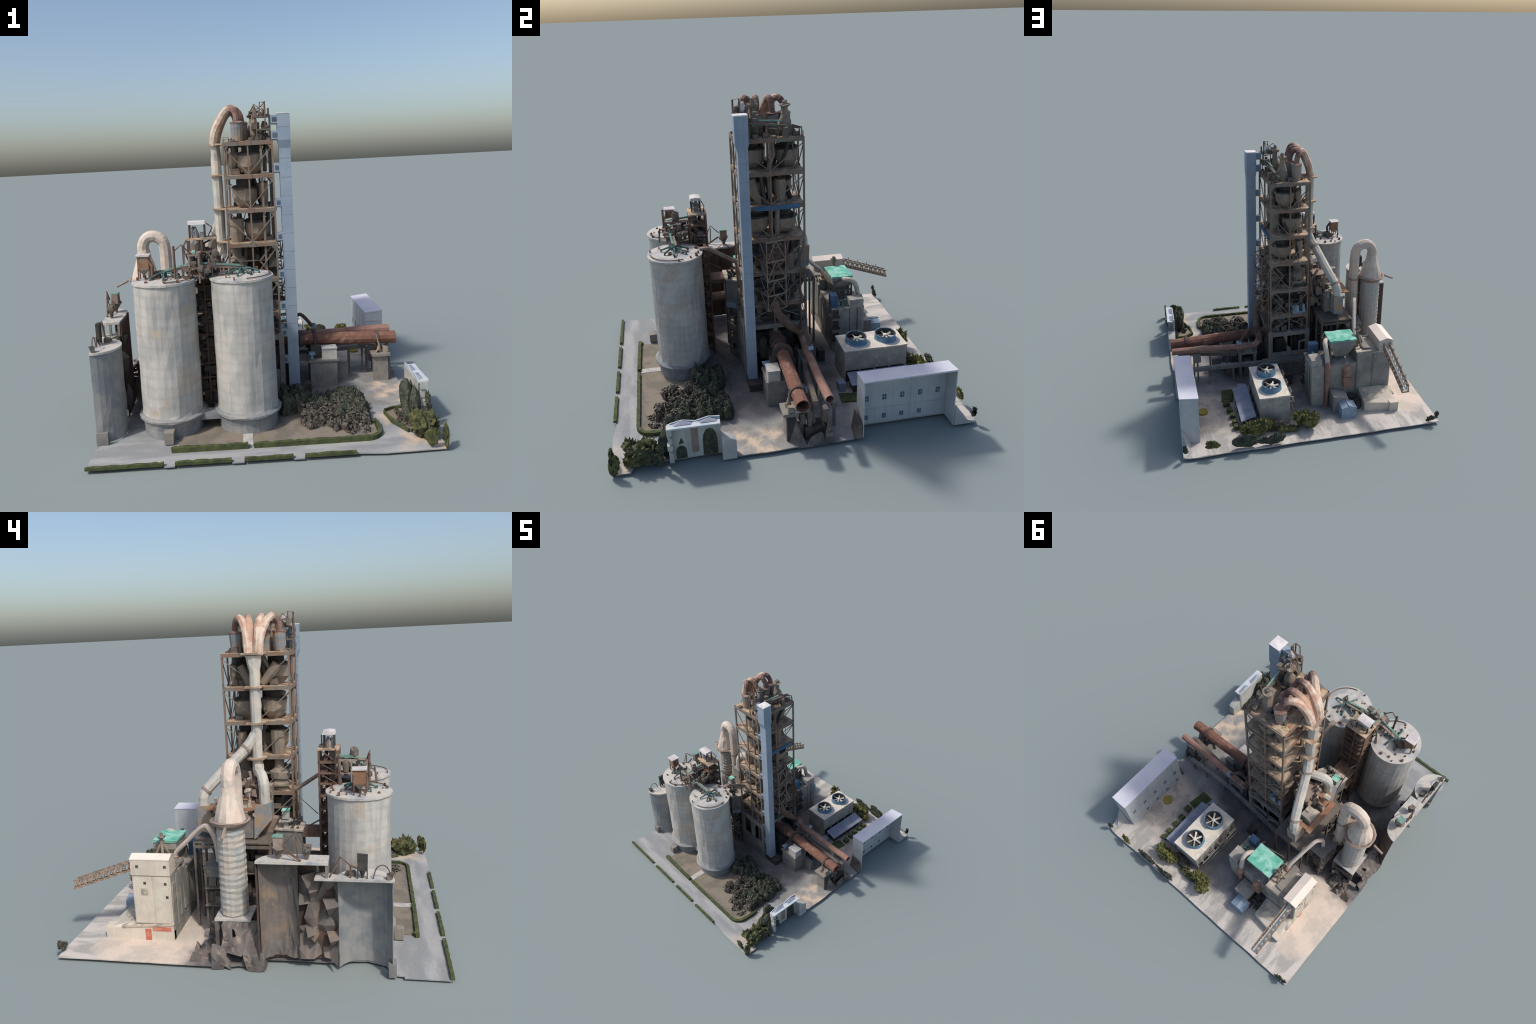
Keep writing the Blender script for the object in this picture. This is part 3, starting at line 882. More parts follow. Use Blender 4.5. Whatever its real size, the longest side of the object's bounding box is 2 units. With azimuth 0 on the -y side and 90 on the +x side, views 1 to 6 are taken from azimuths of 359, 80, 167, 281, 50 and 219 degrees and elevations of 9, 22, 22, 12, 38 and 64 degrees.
def cyclone(cx, cy, r, z0, z1, ztop, seed):
    random.seed(seed)
    h = z1 - z0
    body = put("cyclone", M().lathe(cx, cy, [(r * 0.45, z0), (r * 0.72, z0 + h * 0.18), (r * 0.96, z0 + h * 0.42), (r, z0 + h * 0.7), (r * 1.02, z1)], 16, 0.03), "cyclone_steel", tower)
    d = M().lathe(cx, cy, [(r * 1.04, z1 - 0.002), (r * 1.05, z1 + 0.008), (r * 0.8, z1 + 0.014), (r * 0.62, z1 + 0.018), (r * 0.6, ztop)], 14, 0.02)
    put("cyclone_hood", d, "dark_steel", tower)
    return body


cyclone(0.017, 0.122, 0.066, 1.334, 1.440, 1.50, 1)
cyclone(0.008, -0.085, 0.078, 1.334, 1.445, 1.50, 2)
cyclone(-0.040, 0.092, 0.068, 1.139, 1.250, 1.31, 3)
cyclone(-0.032, -0.072, 0.074, 1.139, 1.250, 1.31, 4)
cyclone(0.034, 0.092, 0.076, 0.941, 1.042, 1.12, 5)
cyclone(0.030, -0.068, 0.074, 0.941, 1.055, 1.12, 6)
for cx, cy, r in ((-0.077, 0.105, 0.064), (-0.095, -0.098, 0.056)):
    random.seed(int(r * 1000))
    p = [(0.5, 0.92), (0.5, 0.86), (0.85, 0.845), (1.05, 0.835), (1.05, 0.80), (0.85, 0.795), (0.85, 0.78), (1.15, 0.772), (1.15, 0.755), (0.9, 0.75), (0.9, 0.732)]
    put("riser_vessel", M().lathe(cx, cy, [(a * r, z) for a, z in p], 14, 0.03), "cyclone_steel", tower)
put("calciner_drum", M().lathe(0.045, 0.028, [(0.06, 0.735), (0.095, 0.79), (0.098, 0.845), (0.06, 0.90)], 18, 0.02), "rust_steel", tower)
put("calciner_riser", M().tube([(0.05, 0.0, 0.45), (0.05, 0.01, 0.60), (0.045, 0.028, 0.74)], [0.04, 0.045, 0.055], 12, jit=0.03), "rust_steel", tower)
put("blue_tank", M().box(-0.128, -0.032, 0.135, 0.192, 0.526, 0.588, 0.004), "light_blue_sheet", tower)

random.seed(20)
rd = M()
rd.tube([(-0.085, -0.108, 1.45), (-0.088, -0.07, 1.40), (-0.09, -0.02, 1.34)], [0.030, 0.030, 0.022], 9, jit=0.05)
rd.tube([(-0.085, 0.105, 1.445), (-0.09, 0.055, 1.335)], 0.022, 9, jit=0.05)
rd.lathe(-0.07, 0.150, [(0.006, 1.355), (0.010, 1.375), (0.020, 1.395), (0.022, 1.44), (0.012, 1.45)], 9, 0.04)
rd.tube([(0.078, 0.072, 1.135), (0.076, 0.070, 1.20), (0.074, 0.070, 1.275)], [0.024, 0.033, 0.033], 10, jit=0.04)
rd.tube([(0.076, -0.102, 1.285), (0.078, -0.085, 1.21), (0.080, -0.052, 1.135)], [0.028, 0.028, 0.020], 9, jit=0.04)
rd.tube([(-0.092, 0.113, 0.94), (-0.090, 0.112, 1.07)], 0.027, 9, jit=0.05)
rd.tube([(-0.09, -0.096, 0.94), (-0.09, -0.096, 1.0), (-0.09, -0.096, 1.078)], [0.036, 0.044, 0.044], 10, jit=0.04)
rd.tube([(-0.08, -0.02, 1.50), (-0.075, -0.06, 1.42), (-0.04, -0.10, 1.345)], [0.02, 0.008, 0.008], 7)
rd.tube([(0.10, 0.04, 0.95), (0.105, 0.045, 1.11)], 0.014, 7)
rd.tube([(0.095, 0.0, 1.345), (0.10, 0.03, 1.42), (0.07, 0.03, 1.50)], 0.012, 7)
put("riser_duct", rd, "cyclone_steel", tower)
random.seed(21)
zb = [0.03, 0.383] + [z + 0.004 for z in LV[:-1]]
zt = [0.36] + [z - 0.012 for z in LV]
for i in range(7):
    mm = M()
    dk = M()
    dense = 30 if i < 4 else 9
    for j in range(dense):
        hgt = zt[i] - zb[i]
        w, d = random.uniform(0.008, 0.026), random.uniform(0.008, 0.026)
        if i >= 4:               # upper bays are open: a few low items between the vessels
            x, y = random.uniform(-0.10, 0.10), random.uniform(-0.12, 0.15)
            z, top = zb[i], random.uniform(0.01, 0.035)
        else:
            side = j % 3
            x = random.uniform(TX0 + 0.02, TX1 - 0.03) if side else random.uniform(0.085, 0.112)
            y = random.uniform(TY0 + 0.03, TY1 - 0.035) if side != 1 else random.uniform(0.14, 0.17)
            z = zb[i] + random.choice((0, random.uniform(0, hgt * 0.6)))
            top = random.uniform(0.015, hgt * 0.5)
        (mm if j % 2 else dk).box(x - w, x + w, y - w, y + d, z, min(zt[i], z + top), 0.004)
    for j in range(12 if i < 4 else 4):
        x, y = random.uniform(-0.09, 0.10), random.uniform(-0.12, 0.14)
        x2, y2 = x + random.uniform(-0.06, 0.06), y + random.uniform(-0.07, 0.07)
        x2, y2 = min(max(x2, -0.10), 0.11), min(max(y2, -0.14), 0.16)
        (dk if j % 2 else mm).tube([(x, y, zb[i]), ((x + x2) / 2, (y + y2) / 2, (zb[i] + zt[i]) / 2), (x2, y2, zt[i])], random.uniform(0.006, 0.014), 7)
    if i < 3:
        dk.box(-0.09, 0.085, -0.12, 0.125, zb[i], zb[i] + (zt[i] - zb[i]) * 0.8, 0.01)
    if i in (1, 2, 3):
        zc = (zb[i] + zt[i]) / 2
        mm.box(TX0 + 0.01, TX1 - 0.01, TY0 + 0.02, TY1 - 0.03, zc, zc + 0.004)
        for y in (TY1 - 0.02, TY1 - 0.06, TY0 + 0.02):
            mm.beam((TX1 - 0.02, y, zb[i]), (TX1 - 0.1, y, zc), 0.008, 0.01)
            mm.beam((TX1 - 0.1, y, zc), (TX1 - 0.02, y, zt[i]), 0.008, 0.01)
    put("tower_machinery", mm, "machine_steel", tower, kind="stuff")
    put("tower_chute", dk, "dark_steel", tower, kind="stuff")

# lattice stair cage on the eastern face
lc = M()
A, B = (0.207, -0.045), (0.172, 0.072)
I0, I1 = (TX1, -0.075), (TX1, 0.105)
lz = [0.505, 0.60, 0.695, 0.815, 0.938]
for p in (A, B):
    lc.beam((p[0], p[1], lz[0]), (p[0], p[1], lz[-1]), 0.006)
for p, q in ((A, I0), (B, I1)):
    for a, b in zip(lz[:-1], lz[1:]):
        lc.beam((p[0], p[1], a), (q[0], q[1], b), 0.004)
for z in lz:
    lc.beam((A[0], A[1], z), (B[0], B[1], z), 0.006, 0.009)
    lc.beam((A[0], A[1], z), (I0[0], I0[1], z + 0.012), 0.005)
    lc.beam((B[0], B[1], z), (I1[0], I1[1], z + 0.012), 0.005)
for a, b in zip(lz[:-1], lz[1:]):
    mx, my = (A[0] + B[0]) / 2, (A[1] + B[1]) / 2
    lc.beam((A[0], A[1], a), (mx, my, b), 0.005)
    lc.beam((B[0], B[1], a), (mx, my, b), 0.005)
    for j in range(6):
        t_ = (j + 0.5) / 6
        lc.box(0.142, 0.168, -0.06 + 0.14 * t_ - 0.009, -0.06 + 0.14 * t_ + 0.009, a + (b - a) * t_, a + (b - a) * t_ + 0.004)
put("lattice_stair", lc, "brace_steel", tower)
pp = M()
for x, y in ((0.155, 0.165), (0.150, 0.195)):
    pp.tube([(x, y, 0.03), (x - 0.002, y, 0.73)], 0.005, 6)
pp.tube([(-0.155, 0.205, 0.40), (-0.157, 0.207, 0.86)], 0.003, 5)
pp.tube([(-0.155, 0.19, 0.52), (-0.155, 0.19, 0.95)], 0.004, 5)
put("stand_pipe", pp, "rust_steel", tower)
put("painted_beam", M().box(TX1 + 0.006, TX1 + 0.014, -0.10, 0.17, 1.112, 1.138), "blue_paint", tower)

# top deck
cap_at = ((-0.060, 0.130, 0.036), (-0.032, 0.054, 0.034), (-0.030, -0.034, 0.034), (-0.060, -0.121, 0.037))
for i, (x, y, r) in enumerate(cap_at):
    random.seed(60 + i)
    cy_ = put("cyclone_cap", M().lathe(x, y, [(r * 0.86, 1.52), (r * 0.9, 1.56), (r, 1.60), (r, 1.624)], 12, 0.03), "cap_steel", tower)
    put("cap_lid", M().lathe(x, y, [(r * 1.06, 1.624), (r * 1.08, 1.631), (r * 0.7, 1.636)], 12, 0.02), "gooseneck_steel", tower)
necks = [
    [(-0.060, 0.130, 1.62), (-0.064, 0.129, 1.665), (-0.080, 0.113, 1.700), (-0.105, 0.092, 1.708), (-0.130, 0.070, 1.685), (-0.155, 0.050, 1.63), (-0.180, 0.040, 1.57), (-0.193, 0.034, 1.505)],
    [(-0.032, 0.054, 1.62), (-0.036, 0.054, 1.67), (-0.055, 0.050, 1.702), (-0.085, 0.044, 1.708), (-0.115, 0.038, 1.69), (-0.143, 0.032, 1.65), (-0.175, 0.030, 1.58), (-0.195, 0.030, 1.505)],
    [(-0.030, -0.034, 1.62), (-0.036, -0.034, 1.67), (-0.060, -0.032, 1.702), (-0.095, -0.030, 1.710), (-0.130, -0.026, 1.69), (-0.160, -0.022, 1.65), (-0.188, -0.020, 1.58), (-0.200, -0.016, 1.505)],
    [(-0.060, -0.121, 1.62), (-0.062, -0.119, 1.67), (-0.075, -0.105, 1.703), (-0.098, -0.090, 1.713), (-0.125, -0.066, 1.69), (-0.158, -0.042, 1.64), (-0.190, -0.030, 1.58), (-0.204, -0.024, 1.505)],
]
for i, p in enumerate(necks):
    random.seed(80 + i)
    sp = smooth_path(p, 2)
    rr = [0.0165 + 0.0085 * min(1, k / (len(sp) - 1) * 1.3) for k in range(len(sp))]
    put("gooseneck_duct", M().tube(sp, rr, 8, jit=0.07), "gooseneck_two_tone", tower)
v = M().lathe(0.036, 0.114, [(0.036, 1.52), (0.036, 1.59), (0.02, 1.63), (0.017, 1.672), (0.034, 1.678), (0.034, 1.684), (0.014, 1.686), (0.014, 1.703), (0.0, 1.704)], 12, 0.04)
v.lathe(0.043, -0.068, [(0.03, 1.52), (0.03, 1.60), (0.016, 1.64), (0.015, 1.68), (0.03, 1.685), (0.03, 1.69), (0.014, 1.692), (0.012, 1.712), (0.0, 1.714)], 12, 0.06)
v.lathe(0.02, 0.068, [(0.045, 1.52), (0.055, 1.545), (0.055, 1.55)], 12, 0.05)
put("vent_stack", v, "cyclone_steel", tower)
u = M()
random.seed(15)
u.box(0.05, 0.13, -0.185, -0.10, 1.575, 1.584)
for x in (0.052, 0.128):
    for y in (-0.183, -0.105):
        u.box(x - 0.003, x + 0.003, y - 0.003, y + 0.003, 1.517, 1.66)
u.box(0.055, 0.128, -0.183, -0.12, 1.648, 1.654)
for i in range(30):
    x, y, z = random.uniform(0.03, 0.125), random.uniform(-0.18, -0.06), random.choice((1.52, 1.585, 1.655))
    w = random.uniform(0.005, 0.016)
    u.box(x - w, x + w, y - w, y + w, z, z + random.uniform(0.01, 0.045), 0.004)
u.beam((0.11, -0.10, 1.605), (0.078, 0.19, 1.56), 0.022, 0.012)
for y, z in ((-0.06, 1.59), (0.0, 1.58), (0.06, 1.575), (0.12, 1.565), (0.18, 1.555)):
    u.box(0.09, 0.094, y, y + 0.004, 1.52, z)
    u.box(0.105, 0.109, y, y + 0.004, 1.52, z)
for i in range(22):
    x, y = random.uniform(-0.12, 0.12), random.uniform(-0.17, 0.18)
    w = random.uniform(0.006, 0.018)
    u.box(x - w, x + w, y - w, y + w, 1.52, 1.525 + random.uniform(0.004, 0.05), 0.004)
put("top_deck_machinery", u, "machine_steel", tower, kind="stuff")
u = M()
u.tube([(0.102, -0.184, 1.585), (0.102, -0.184, 1.732), (0.104, -0.150, 1.737), (0.104, -0.150, 1.66)], 0.004, 5)
u.tube([(0.07, -0.184, 1.66), (0.074, -0.184, 1.730), (0.102, -0.184, 1.728)], 0.003, 5)
u.tube([(0.07, -0.15, 1.70), (0.045, -0.13, 1.726), (0.012, -0.09, 1.672)], 0.003, 5)
u.tube([(0.104, -0.15, 1.73), (0.07, -0.15, 1.70), (0.04, -0.12, 1.69)], 0.003, 5)
u.tube([(0.125, 0.04, 1.55), (0.13, 0.075, 1.605), (0.06, 0.12, 1.62)], 0.003, 5)
u.tube([(0.09, 0.14, 1.58), (0.12, 0.19, 1.568), (0.128, 0.19, 1.518)], 0.004, 5)
for x, y in ((TX0, -0.11), (TX0, 0.15), (0.10, 0.196)):
    u.tube([(x, y, 1.517), (x, y, 1.548), (x + 0.03, y, 1.548), (x + 0.03, y, 1.517)], 0.002, 4)
put("davit_frame", u, "rust_steel", tower)
put("deck_hood", M().beam((0.107, -0.09, 1.620), (0.093, 0.08, 1.604), 0.008, 0.007), "pale_teal", tower)
put("elevator_drive", M().lathe(0.089, -0.134, [(0.012, 1.66), (0.02, 1.675), (0.018, 1.70), (0.006, 1.708)], 8, 0.1), "white_sheet", tower)

# ------------------------------------------------------------------ elevator shaft
SH = dict(x0=0.172, x1=0.237, y0=-0.187, y1=-0.131)
shaft = put("elevator_shaft", M().box(SH["x0"], SH["x1"], SH["y0"], SH["y1"], 0.068, 1.50), "shaft_cladding")
s = M().box(0.168, 0.2395, -0.2005, -0.1255, 1.516, 1.662)
n0 = [(0.168, -0.2005, 1.516), (0.2395, -0.2005, 1.516), (0.2395, -0.1255, 1.516), (0.168, -0.1255, 1.516)]
n1 = [(0.172, -0.187, 1.47), (0.237, -0.187, 1.47), (0.237, -0.131, 1.49), (0.172, -0.131, 1.49)]
s.add(n0 + n1, [(i, (i + 1) % 4, 4 + (i + 1) % 4, 4 + i) for i in range(4)] + [(3, 2, 1, 0), (4, 5, 6, 7)])
put("shaft_head", s, "shaft_cladding", shaft)
put("shaft_roof", M().box(0.167, 0.2405, -0.2015, -0.1245, 1.662, 1.668), "shaft_roof_sheet", shaft)
s = M()
for z in [0.13 + 0.107 * i for i in range(13)]:
    s.box(0.1712, 0.2378, -0.1878, -0.1302, z, z + 0.002)
s.box(0.1672, 0.2403, -0.2013, -0.1247, 1.588, 1.590)
put("cladding_seam", s, "awning_sheet", shaft)
s = M()
wn = M()
for z in (1.61, 1.522, 1.339, 1.142, 0.946, 0.725, 0.535, 0.372, 0.207):
    h = 0.046
    s.box(0.128 if z > 1.5 else 0.138, 0.175, -0.186, -0.15, z, z + h)
    wn.box(0.140 if z > 1.5 else 0.146, 0.166, -0.188, -0.184, z + 0.011, z + h - 0.011)
    s.beam((TX1, -0.17, z - 0.003), (0.175, -0.17, z - 0.003), 0.006)
put("shaft_landing", s, "shaft_cladding", shaft)
put("landing_window", wn, "dark_window", shaft)
put("elevator_pit", M().box(0.178, 0.301, -0.19, -0.11, GZ, 0.07, 0.002), "dark_steel", shaft)

# ------------------------------------------------------------------ main down duct on the western face
random.seed(44)
d = M()
ring_pts = [(-0.195, 0.006, 1.505, 0.027, 0.048), (-0.194, 0.005, 1.46, 0.028, 0.040), (-0.193, 0.004, 1.42, 0.030, 0.031)]
prof = []
nn = 10
vs, fs = [], []
rows = ring_pts + [(-0.193 + 0.0005 * i, 0.006 + 0.0006 * i, z, 0.0305, 0.0305) for i, z in enumerate((1.34, 1.27, 1.20, 1.135, 1.06, 0.98, 0.92, 0.86))]
rows += [(-0.20, 0.0, 0.835, 0.032, 0.031)]
for (x, y, z, rx, ry) in rows:
    for k in range(nn):
        a = 2 * math.pi * k / nn
        j = 1 + random.uniform(-0.06, 0.06)
        vs.append((x + rx * j * math.cos(a), y + ry * j * math.sin(a), z))
L = len(rows)
fs = [(i * nn + k, i * nn + (k + 1) % nn, (i + 1) * nn + (k + 1) % nn, (i + 1) * nn + k) for i in range(L - 1) for k in range(nn)]
fs += [tuple(range(nn)), tuple((L - 1) * nn + k for k in range(nn))]
d.add(vs, fs)
down = put("down_duct", d, "duct_steel")
for z, w in ((1.517, 0.062), (1.336, 0.048), (1.135, 0.05), (0.936, 0.048)):
    p = [(-0.145, -w), (-0.225, -w * 0.85), (-0.235, 0.0), (-0.228, w * 0.9 + 0.006), (-0.145, w + 0.008)]
    put("duct_platform", M().prism([(a, b + 0.008) for a, b in p], z - 0.008, z + 0.002), "floor_dust", down)
random.seed(45)
nb = smooth_path([(-0.190, 0.012, 1.085), (-0.205, 0.036, 1.040), (-0.227, 0.070, 0.995), (-0.260, 0.147, 0.920), (-0.292, 0.222, 0.848), (-0.318, 0.278, 0.790), (-0.330, 0.298, 0.745), (-0.333, 0.300, 0.68)], 2)
nb = [p - Vector((0, 0, 0.005)) for p in nb]
put("branch_duct", M().tube(nb, 0.0305, 9, jit=0.05), "duct_steel", down)
sb = smooth_path([(-0.195, 0.006, 0.90), (-0.205, 0.003, 0.862), (-0.24, -0.006, 0.862), (-0.285, -0.024, 0.862), (-0.316, -0.040, 0.835), (-0.328, -0.046, 0.78), (-0.330, -0.046, 0.69)], 2)
put("branch_duct", M().tube(sb, 0.030, 9, jit=0.05), "duct_steel", down)
cl = M()
for p, q in (((-0.222, 0.062, 1.003), (-0.227, 0.070, 0.995)), ((-0.318, 0.278, 0.789), (-0.323, 0.286, 0.780))):
    cl.tube([Vector(p) - Vector((0, 0, 0.005)), Vector(q) - Vector((0, 0, 0.005))], 0.0345, 12)
cl.tube([(-0.22, 0.035, 0.94), (-0.225, 0.06, 0.935), (-0.232, 0.03, 0.93)], 0.006, 6)
put("duct_collar", cl, "pink_steel", down)

# ------------------------------------------------------------------ dust filter house under the branch ducts
f = M().prism([(-0.388, -0.01), (-0.388, 0.215), (-0.268, 0.215), (-0.268, -0.01)], 0.525, 0.655)
filt = put("filter_house", f, "gray_wall")
f = M()
# flared transitions from ducts to the house
f.add([(-0.368, 0.264, 0.70), (-0.300, 0.264, 0.70), (-0.300, 0.335, 0.70), (-0.368, 0.335, 0.70), (-0.374, 0.225, 0.535), (-0.306, 0.225, 0.535), (-0.306, 0.33, 0.56), (-0.370, 0.33, 0.56)],
      [(0, 1, 2, 3), (7, 6, 5, 4), (0, 4, 5, 1), (1, 5, 6, 2), (2, 6, 7, 3), (3, 7, 4, 0)])
f.add([(-0.37, -0.088, 0.72), (-0.29, -0.088, 0.72), (-0.29, 0.0, 0.70), (-0.40, 0.0, 0.70), (-0.37, -0.09, 0.63), (-0.29, -0.09, 0.63), (-0.27, 0.008, 0.52), (-0.40, 0.008, 0.52)],
      [(0, 1, 2, 3), (7, 6, 5, 4), (0, 4, 5, 1), (1, 5, 6, 2), (2, 6, 7, 3), (3, 7, 4, 0)])
f.box(-0.310, -0.268, 0.205, 0.22, 0.53, 0.70, 0.002)
put("duct_transition", f, "cap_steel", filt)
f = M()
f.box(-0.433, -0.398, 0.0, 0.270, 0.694, 0.700)
f.box(-0.40, -0.29, 0.0, 0.028, 0.694, 0.700)
f.box(-0.40, -0.30, 0.235, 0.262, 0.690, 0.697)
f.box(-0.40, -0.345, 0.03, 0.085, 0.742, 0.748, 0.003)
f.beam((-0.40, 0.09, 0.70), (-0.30, 0.06, 0.74), 0.012, 0.006)
put("filter_deck", f, "rust_orange", filt)
f = M()
f.box(-0.385, -0.31, 0.125, 0.205, 0.655, 0.715, 0.003)
f.box(-0.38, -0.35, 0.045, 0.08, 0.655, 0.742, 0.003)
f.lathe(-0.315, 0.06, [(0.02, 0.655), (0.026, 0.69), (0.02, 0.715), (0.008, 0.72)], 10, 0.04)
random.seed(51)
for i in range(26):
    x, y, z = random.uniform(-0.40, -0.27), random.uniform(0.0, 0.24), random.choice((0.655, 0.655, 0.70))
    w = random.uniform(0.005, 0.014)
    f.box(x - w, x + w, y - w, y + w, z, z + random.uniform(0.01, 0.04), 0.004)
f.tube([(-0.39, 0.02, 0.70), (-0.39, 0.03, 0.80), (-0.37, 0.035, 0.80), (-0.37, 0.05, 0.75)], 0.004, 5)
f.box(-0.40, -0.36, 0.02, 0.05, 0.79, 0.797, 0.003)
put("filter_machinery", f, "dusty_roof", filt, kind="stuff")
f = M()
f.box(-0.442, -0.21, -0.09, 0.345, 0.508, 0.516)
for x in (-0.438, -0.33, -0.215):
    for y in (-0.085, 0.06, 0.20, 0.34):
        f.box(x - 0.006, x + 0.006, y - 0.006, y + 0.006, GZ, 0.51)
for x in (-0.438, -0.215):
    f.beam((x, -0.085, 0.49), (x, 0.34, 0.49), 0.008, 0.018)
f.beam((-0.438, 0.34, 0.49), (-0.215, 0.34, 0.49), 0.008, 0.018)
f.box(-0.43, -0.22, -0.08, 0.20, 0.33, 0.336)
f.box(-0.43, -0.22, -0.08, 0.17, 0.18, 0.186)
put("filter_platform", f, "machine_steel", filt)
f = M()
for y in (0.03, 0.13, 0.24):
    for x in (-0.37, -0.28):
        f.lathe(x, y, [(0.008, 0.40), (0.012, 0.43), (0.044, 0.508)], 8, 0.03)
for i in range(60):
    x, y, z = random.uniform(-0.42, -0.23), random.uniform(-0.07, 0.17), random.choice((GZ, 0.186, 0.336))
    w = random.uniform(0.01, 0.03)
    f.box(x - w, x + w, y - w, y + w, z, z + random.uniform(0.03, 0.12), 0.005)
put("dust_hopper", f, "dark_steel", filt, kind="stuff")
f = M()
random.seed(52)
f.box(-0.255, -0.170, -0.09, 0.05, 0.05, 0.60, 0.012)
f.box(-0.44, -0.36, -0.22, -0.11, GZ, 0.22, 0.012)
for i in range(60):
    x, y = random.uniform(-0.30, -0.17), random.uniform(-0.06, 0.12)
    z = random.uniform(0.52, 0.76) if x > -0.28 else random.uniform(0.65, 0.78)
    w = random.uniform(0.008, 0.024)
    f.box(x - w, x + w, y - w, y + w * 0.8, z, z + random.uniform(0.015, 0.06), 0.006)
for i in range(14):
    x, y = random.uniform(-0.30, -0.18), random.uniform(-0.04, 0.17)
    f.tube([(x, y, 0.60), (x + random.uniform(-0.03, 0.03), y, 0.74), (x + random.uniform(-0.04, 0.04), y + random.uniform(-0.04, 0.04), random.uniform(0.80, 0.87))], random.uniform(0.004, 0.010), 6)
f.box(-0.30, -0.20, 0.02, 0.15, 0.795, 0.803, 0.006)
put("recess_plant", f, "pink_steel", filt, kind="stuff")
# lower plant platform to the west
f = M().prism([(-0.572, 0.12), (-0.43, 0.12), (-0.43, 0.262), (-0.55, 0.262)], 0.408, 0.418)
f.box(-0.55, -0.44, 0.14, 0.245, 0.36, 0.408, 0.004)
low = put("fan_platform", f, "gray_wall", filt)
f = M().box(-0.59, -0.49, -0.05, 0.095, GZ, 0.21, 0.008)
for i in range(16):
    x, y = random.uniform(-0.58, -0.48), random.uniform(-0.04, 0.10)
    w = random.uniform(0.010, 0.022)
    f.box(x - w, x + w, y - w, y + w, 0.20, 0.21 + random.uniform(0.02, 0.08), 0.006)
put("draft_fan", f, "dark_steel", low)
f = M()
for x, y in ((-0.565, 0.125), (-0.44, 0.125), (-0.44, 0.255), (-0.545, 0.255)):
    f.box(x - 0.006, x + 0.006, y - 0.006, y + 0.006, GZ, 0.408)
for z in (0.30, 0.20):
    f.box(-0.57, -0.43, 0.12, 0.26, z, z + 0.008, 0.003)
for i in range(18):
    x, y, z = random.uniform(-0.56, -0.44), random.uniform(0.13, 0.25), random.choice((GZ, 0.208, 0.308))
    w = random.uniform(0.01, 0.025)
    f.box(x - w, x + w, y - w, y + w, z, z + random.uniform(0.03, 0.08), 0.005)
f.beam((-0.53, 0.03, 0.566), (-0.62, 0.04, 0.566), 0.006, 0.012)
f.beam((-0.53, 0.03, 0.45), (-0.62, 0.04, 0.44), 0.006, 0.012)
put("fan_frame", f, "machine_steel", filt)

# gray switch house and bridge towards the stair tower
g = M().prism([(-0.348, -0.250), (-0.207, -0.250), (-0.162, -0.183), (-0.168, -0.105), (-0.328, -0.100)], 0.40, 0.555)
sw = put("switch_house", g, "gray_wall")
put("switch_house_roof", M().prism([(-0.356, -0.257), (-0.203, -0.254), (-0.156, -0.182), (-0.162, -0.098), (-0.335, -0.094)], 0.555, 0.565), "dusty_roof", sw)
put("switch_house_sill", M().prism([(-0.212, -0.253), (-0.205, -0.253), (-0.158, -0.185), (-0.166, -0.18)], 0.362, 0.40), "awning_sheet", sw)
g = M()
for x, y in ((-0.338, -0.240), (-0.212, -0.240), (-0.175, -0.17), (-0.32, -0.115), (-0.26, -0.20)):
    g.box(x - 0.007, x + 0.007, y - 0.007, y + 0.007, GZ, 0.43)
for z in (0.30, 0.19, 0.1):
    g.box(-0.34, -0.18, -0.24, -0.12, z, z + 0.008, 0.003)
random.seed(71)
for i in range(28):
    x, y, z = random.uniform(-0.32, -0.20), random.uniform(-0.22, -0.13), random.choice((GZ, 0.108, 0.198, 0.308))
    w = random.uniform(0.01, 0.024)
    g.box(x - w, x + w, y - w, y + w, z, z + random.uniform(0.02, 0.08), 0.005)
put("switch_house_frame", g, "machine_steel", sw)
g = M().box(-0.335, -0.292, -0.178, -0.138, 0.62, 0.664, 0.002)
g.box(-0.342, -0.285, -0.185, -0.13, 0.604, 0.612)
g.box(-0.325, -0.30, -0.17, -0.145, 0.56, 0.604)
cabn = put("filter_cabin", g, "silo_concrete", sw)
put("cabin_roof", M().box(-0.337, -0.290, -0.180, -0.136, 0.664, 0.670), "teal_paint", cabn)
g = M().box(-0.352, -0.225, -0.352, -0.25, 0.548, 0.556)
g.box(-0.352, -0.345, -0.352, -0.25, 0.525, 0.548)
g.box(-0.243, -0.235, -0.352, -0.25, 0.525, 0.548)
g.box(-0.36, -0.245, -0.352, -0.25, 0.40, 0.408)
put("walk_bridge", g, "rust_steel", sw)
g = M().tube([(-0.36, -0.12, 0.62), (-0.36, -0.235, 0.76), (-0.36, -0.34, 0.66)], 0.003, 5)
g.tube([(-0.36, -0.26, 0.575), (-0.36, -0.345, 0.625)], 0.004, 5)
for i in range(14):
    x, y = random.uniform(-0.33, -0.20), random.uniform(-0.23, -0.13)
    w = random.uniform(0.004, 0.010)
    g.box(x - w, x + w, y - w, y + w, 0.563, 0.57 + random.uniform(0, 0.03), 0.003)
put("roof_pipework", g, "dark_steel", sw)

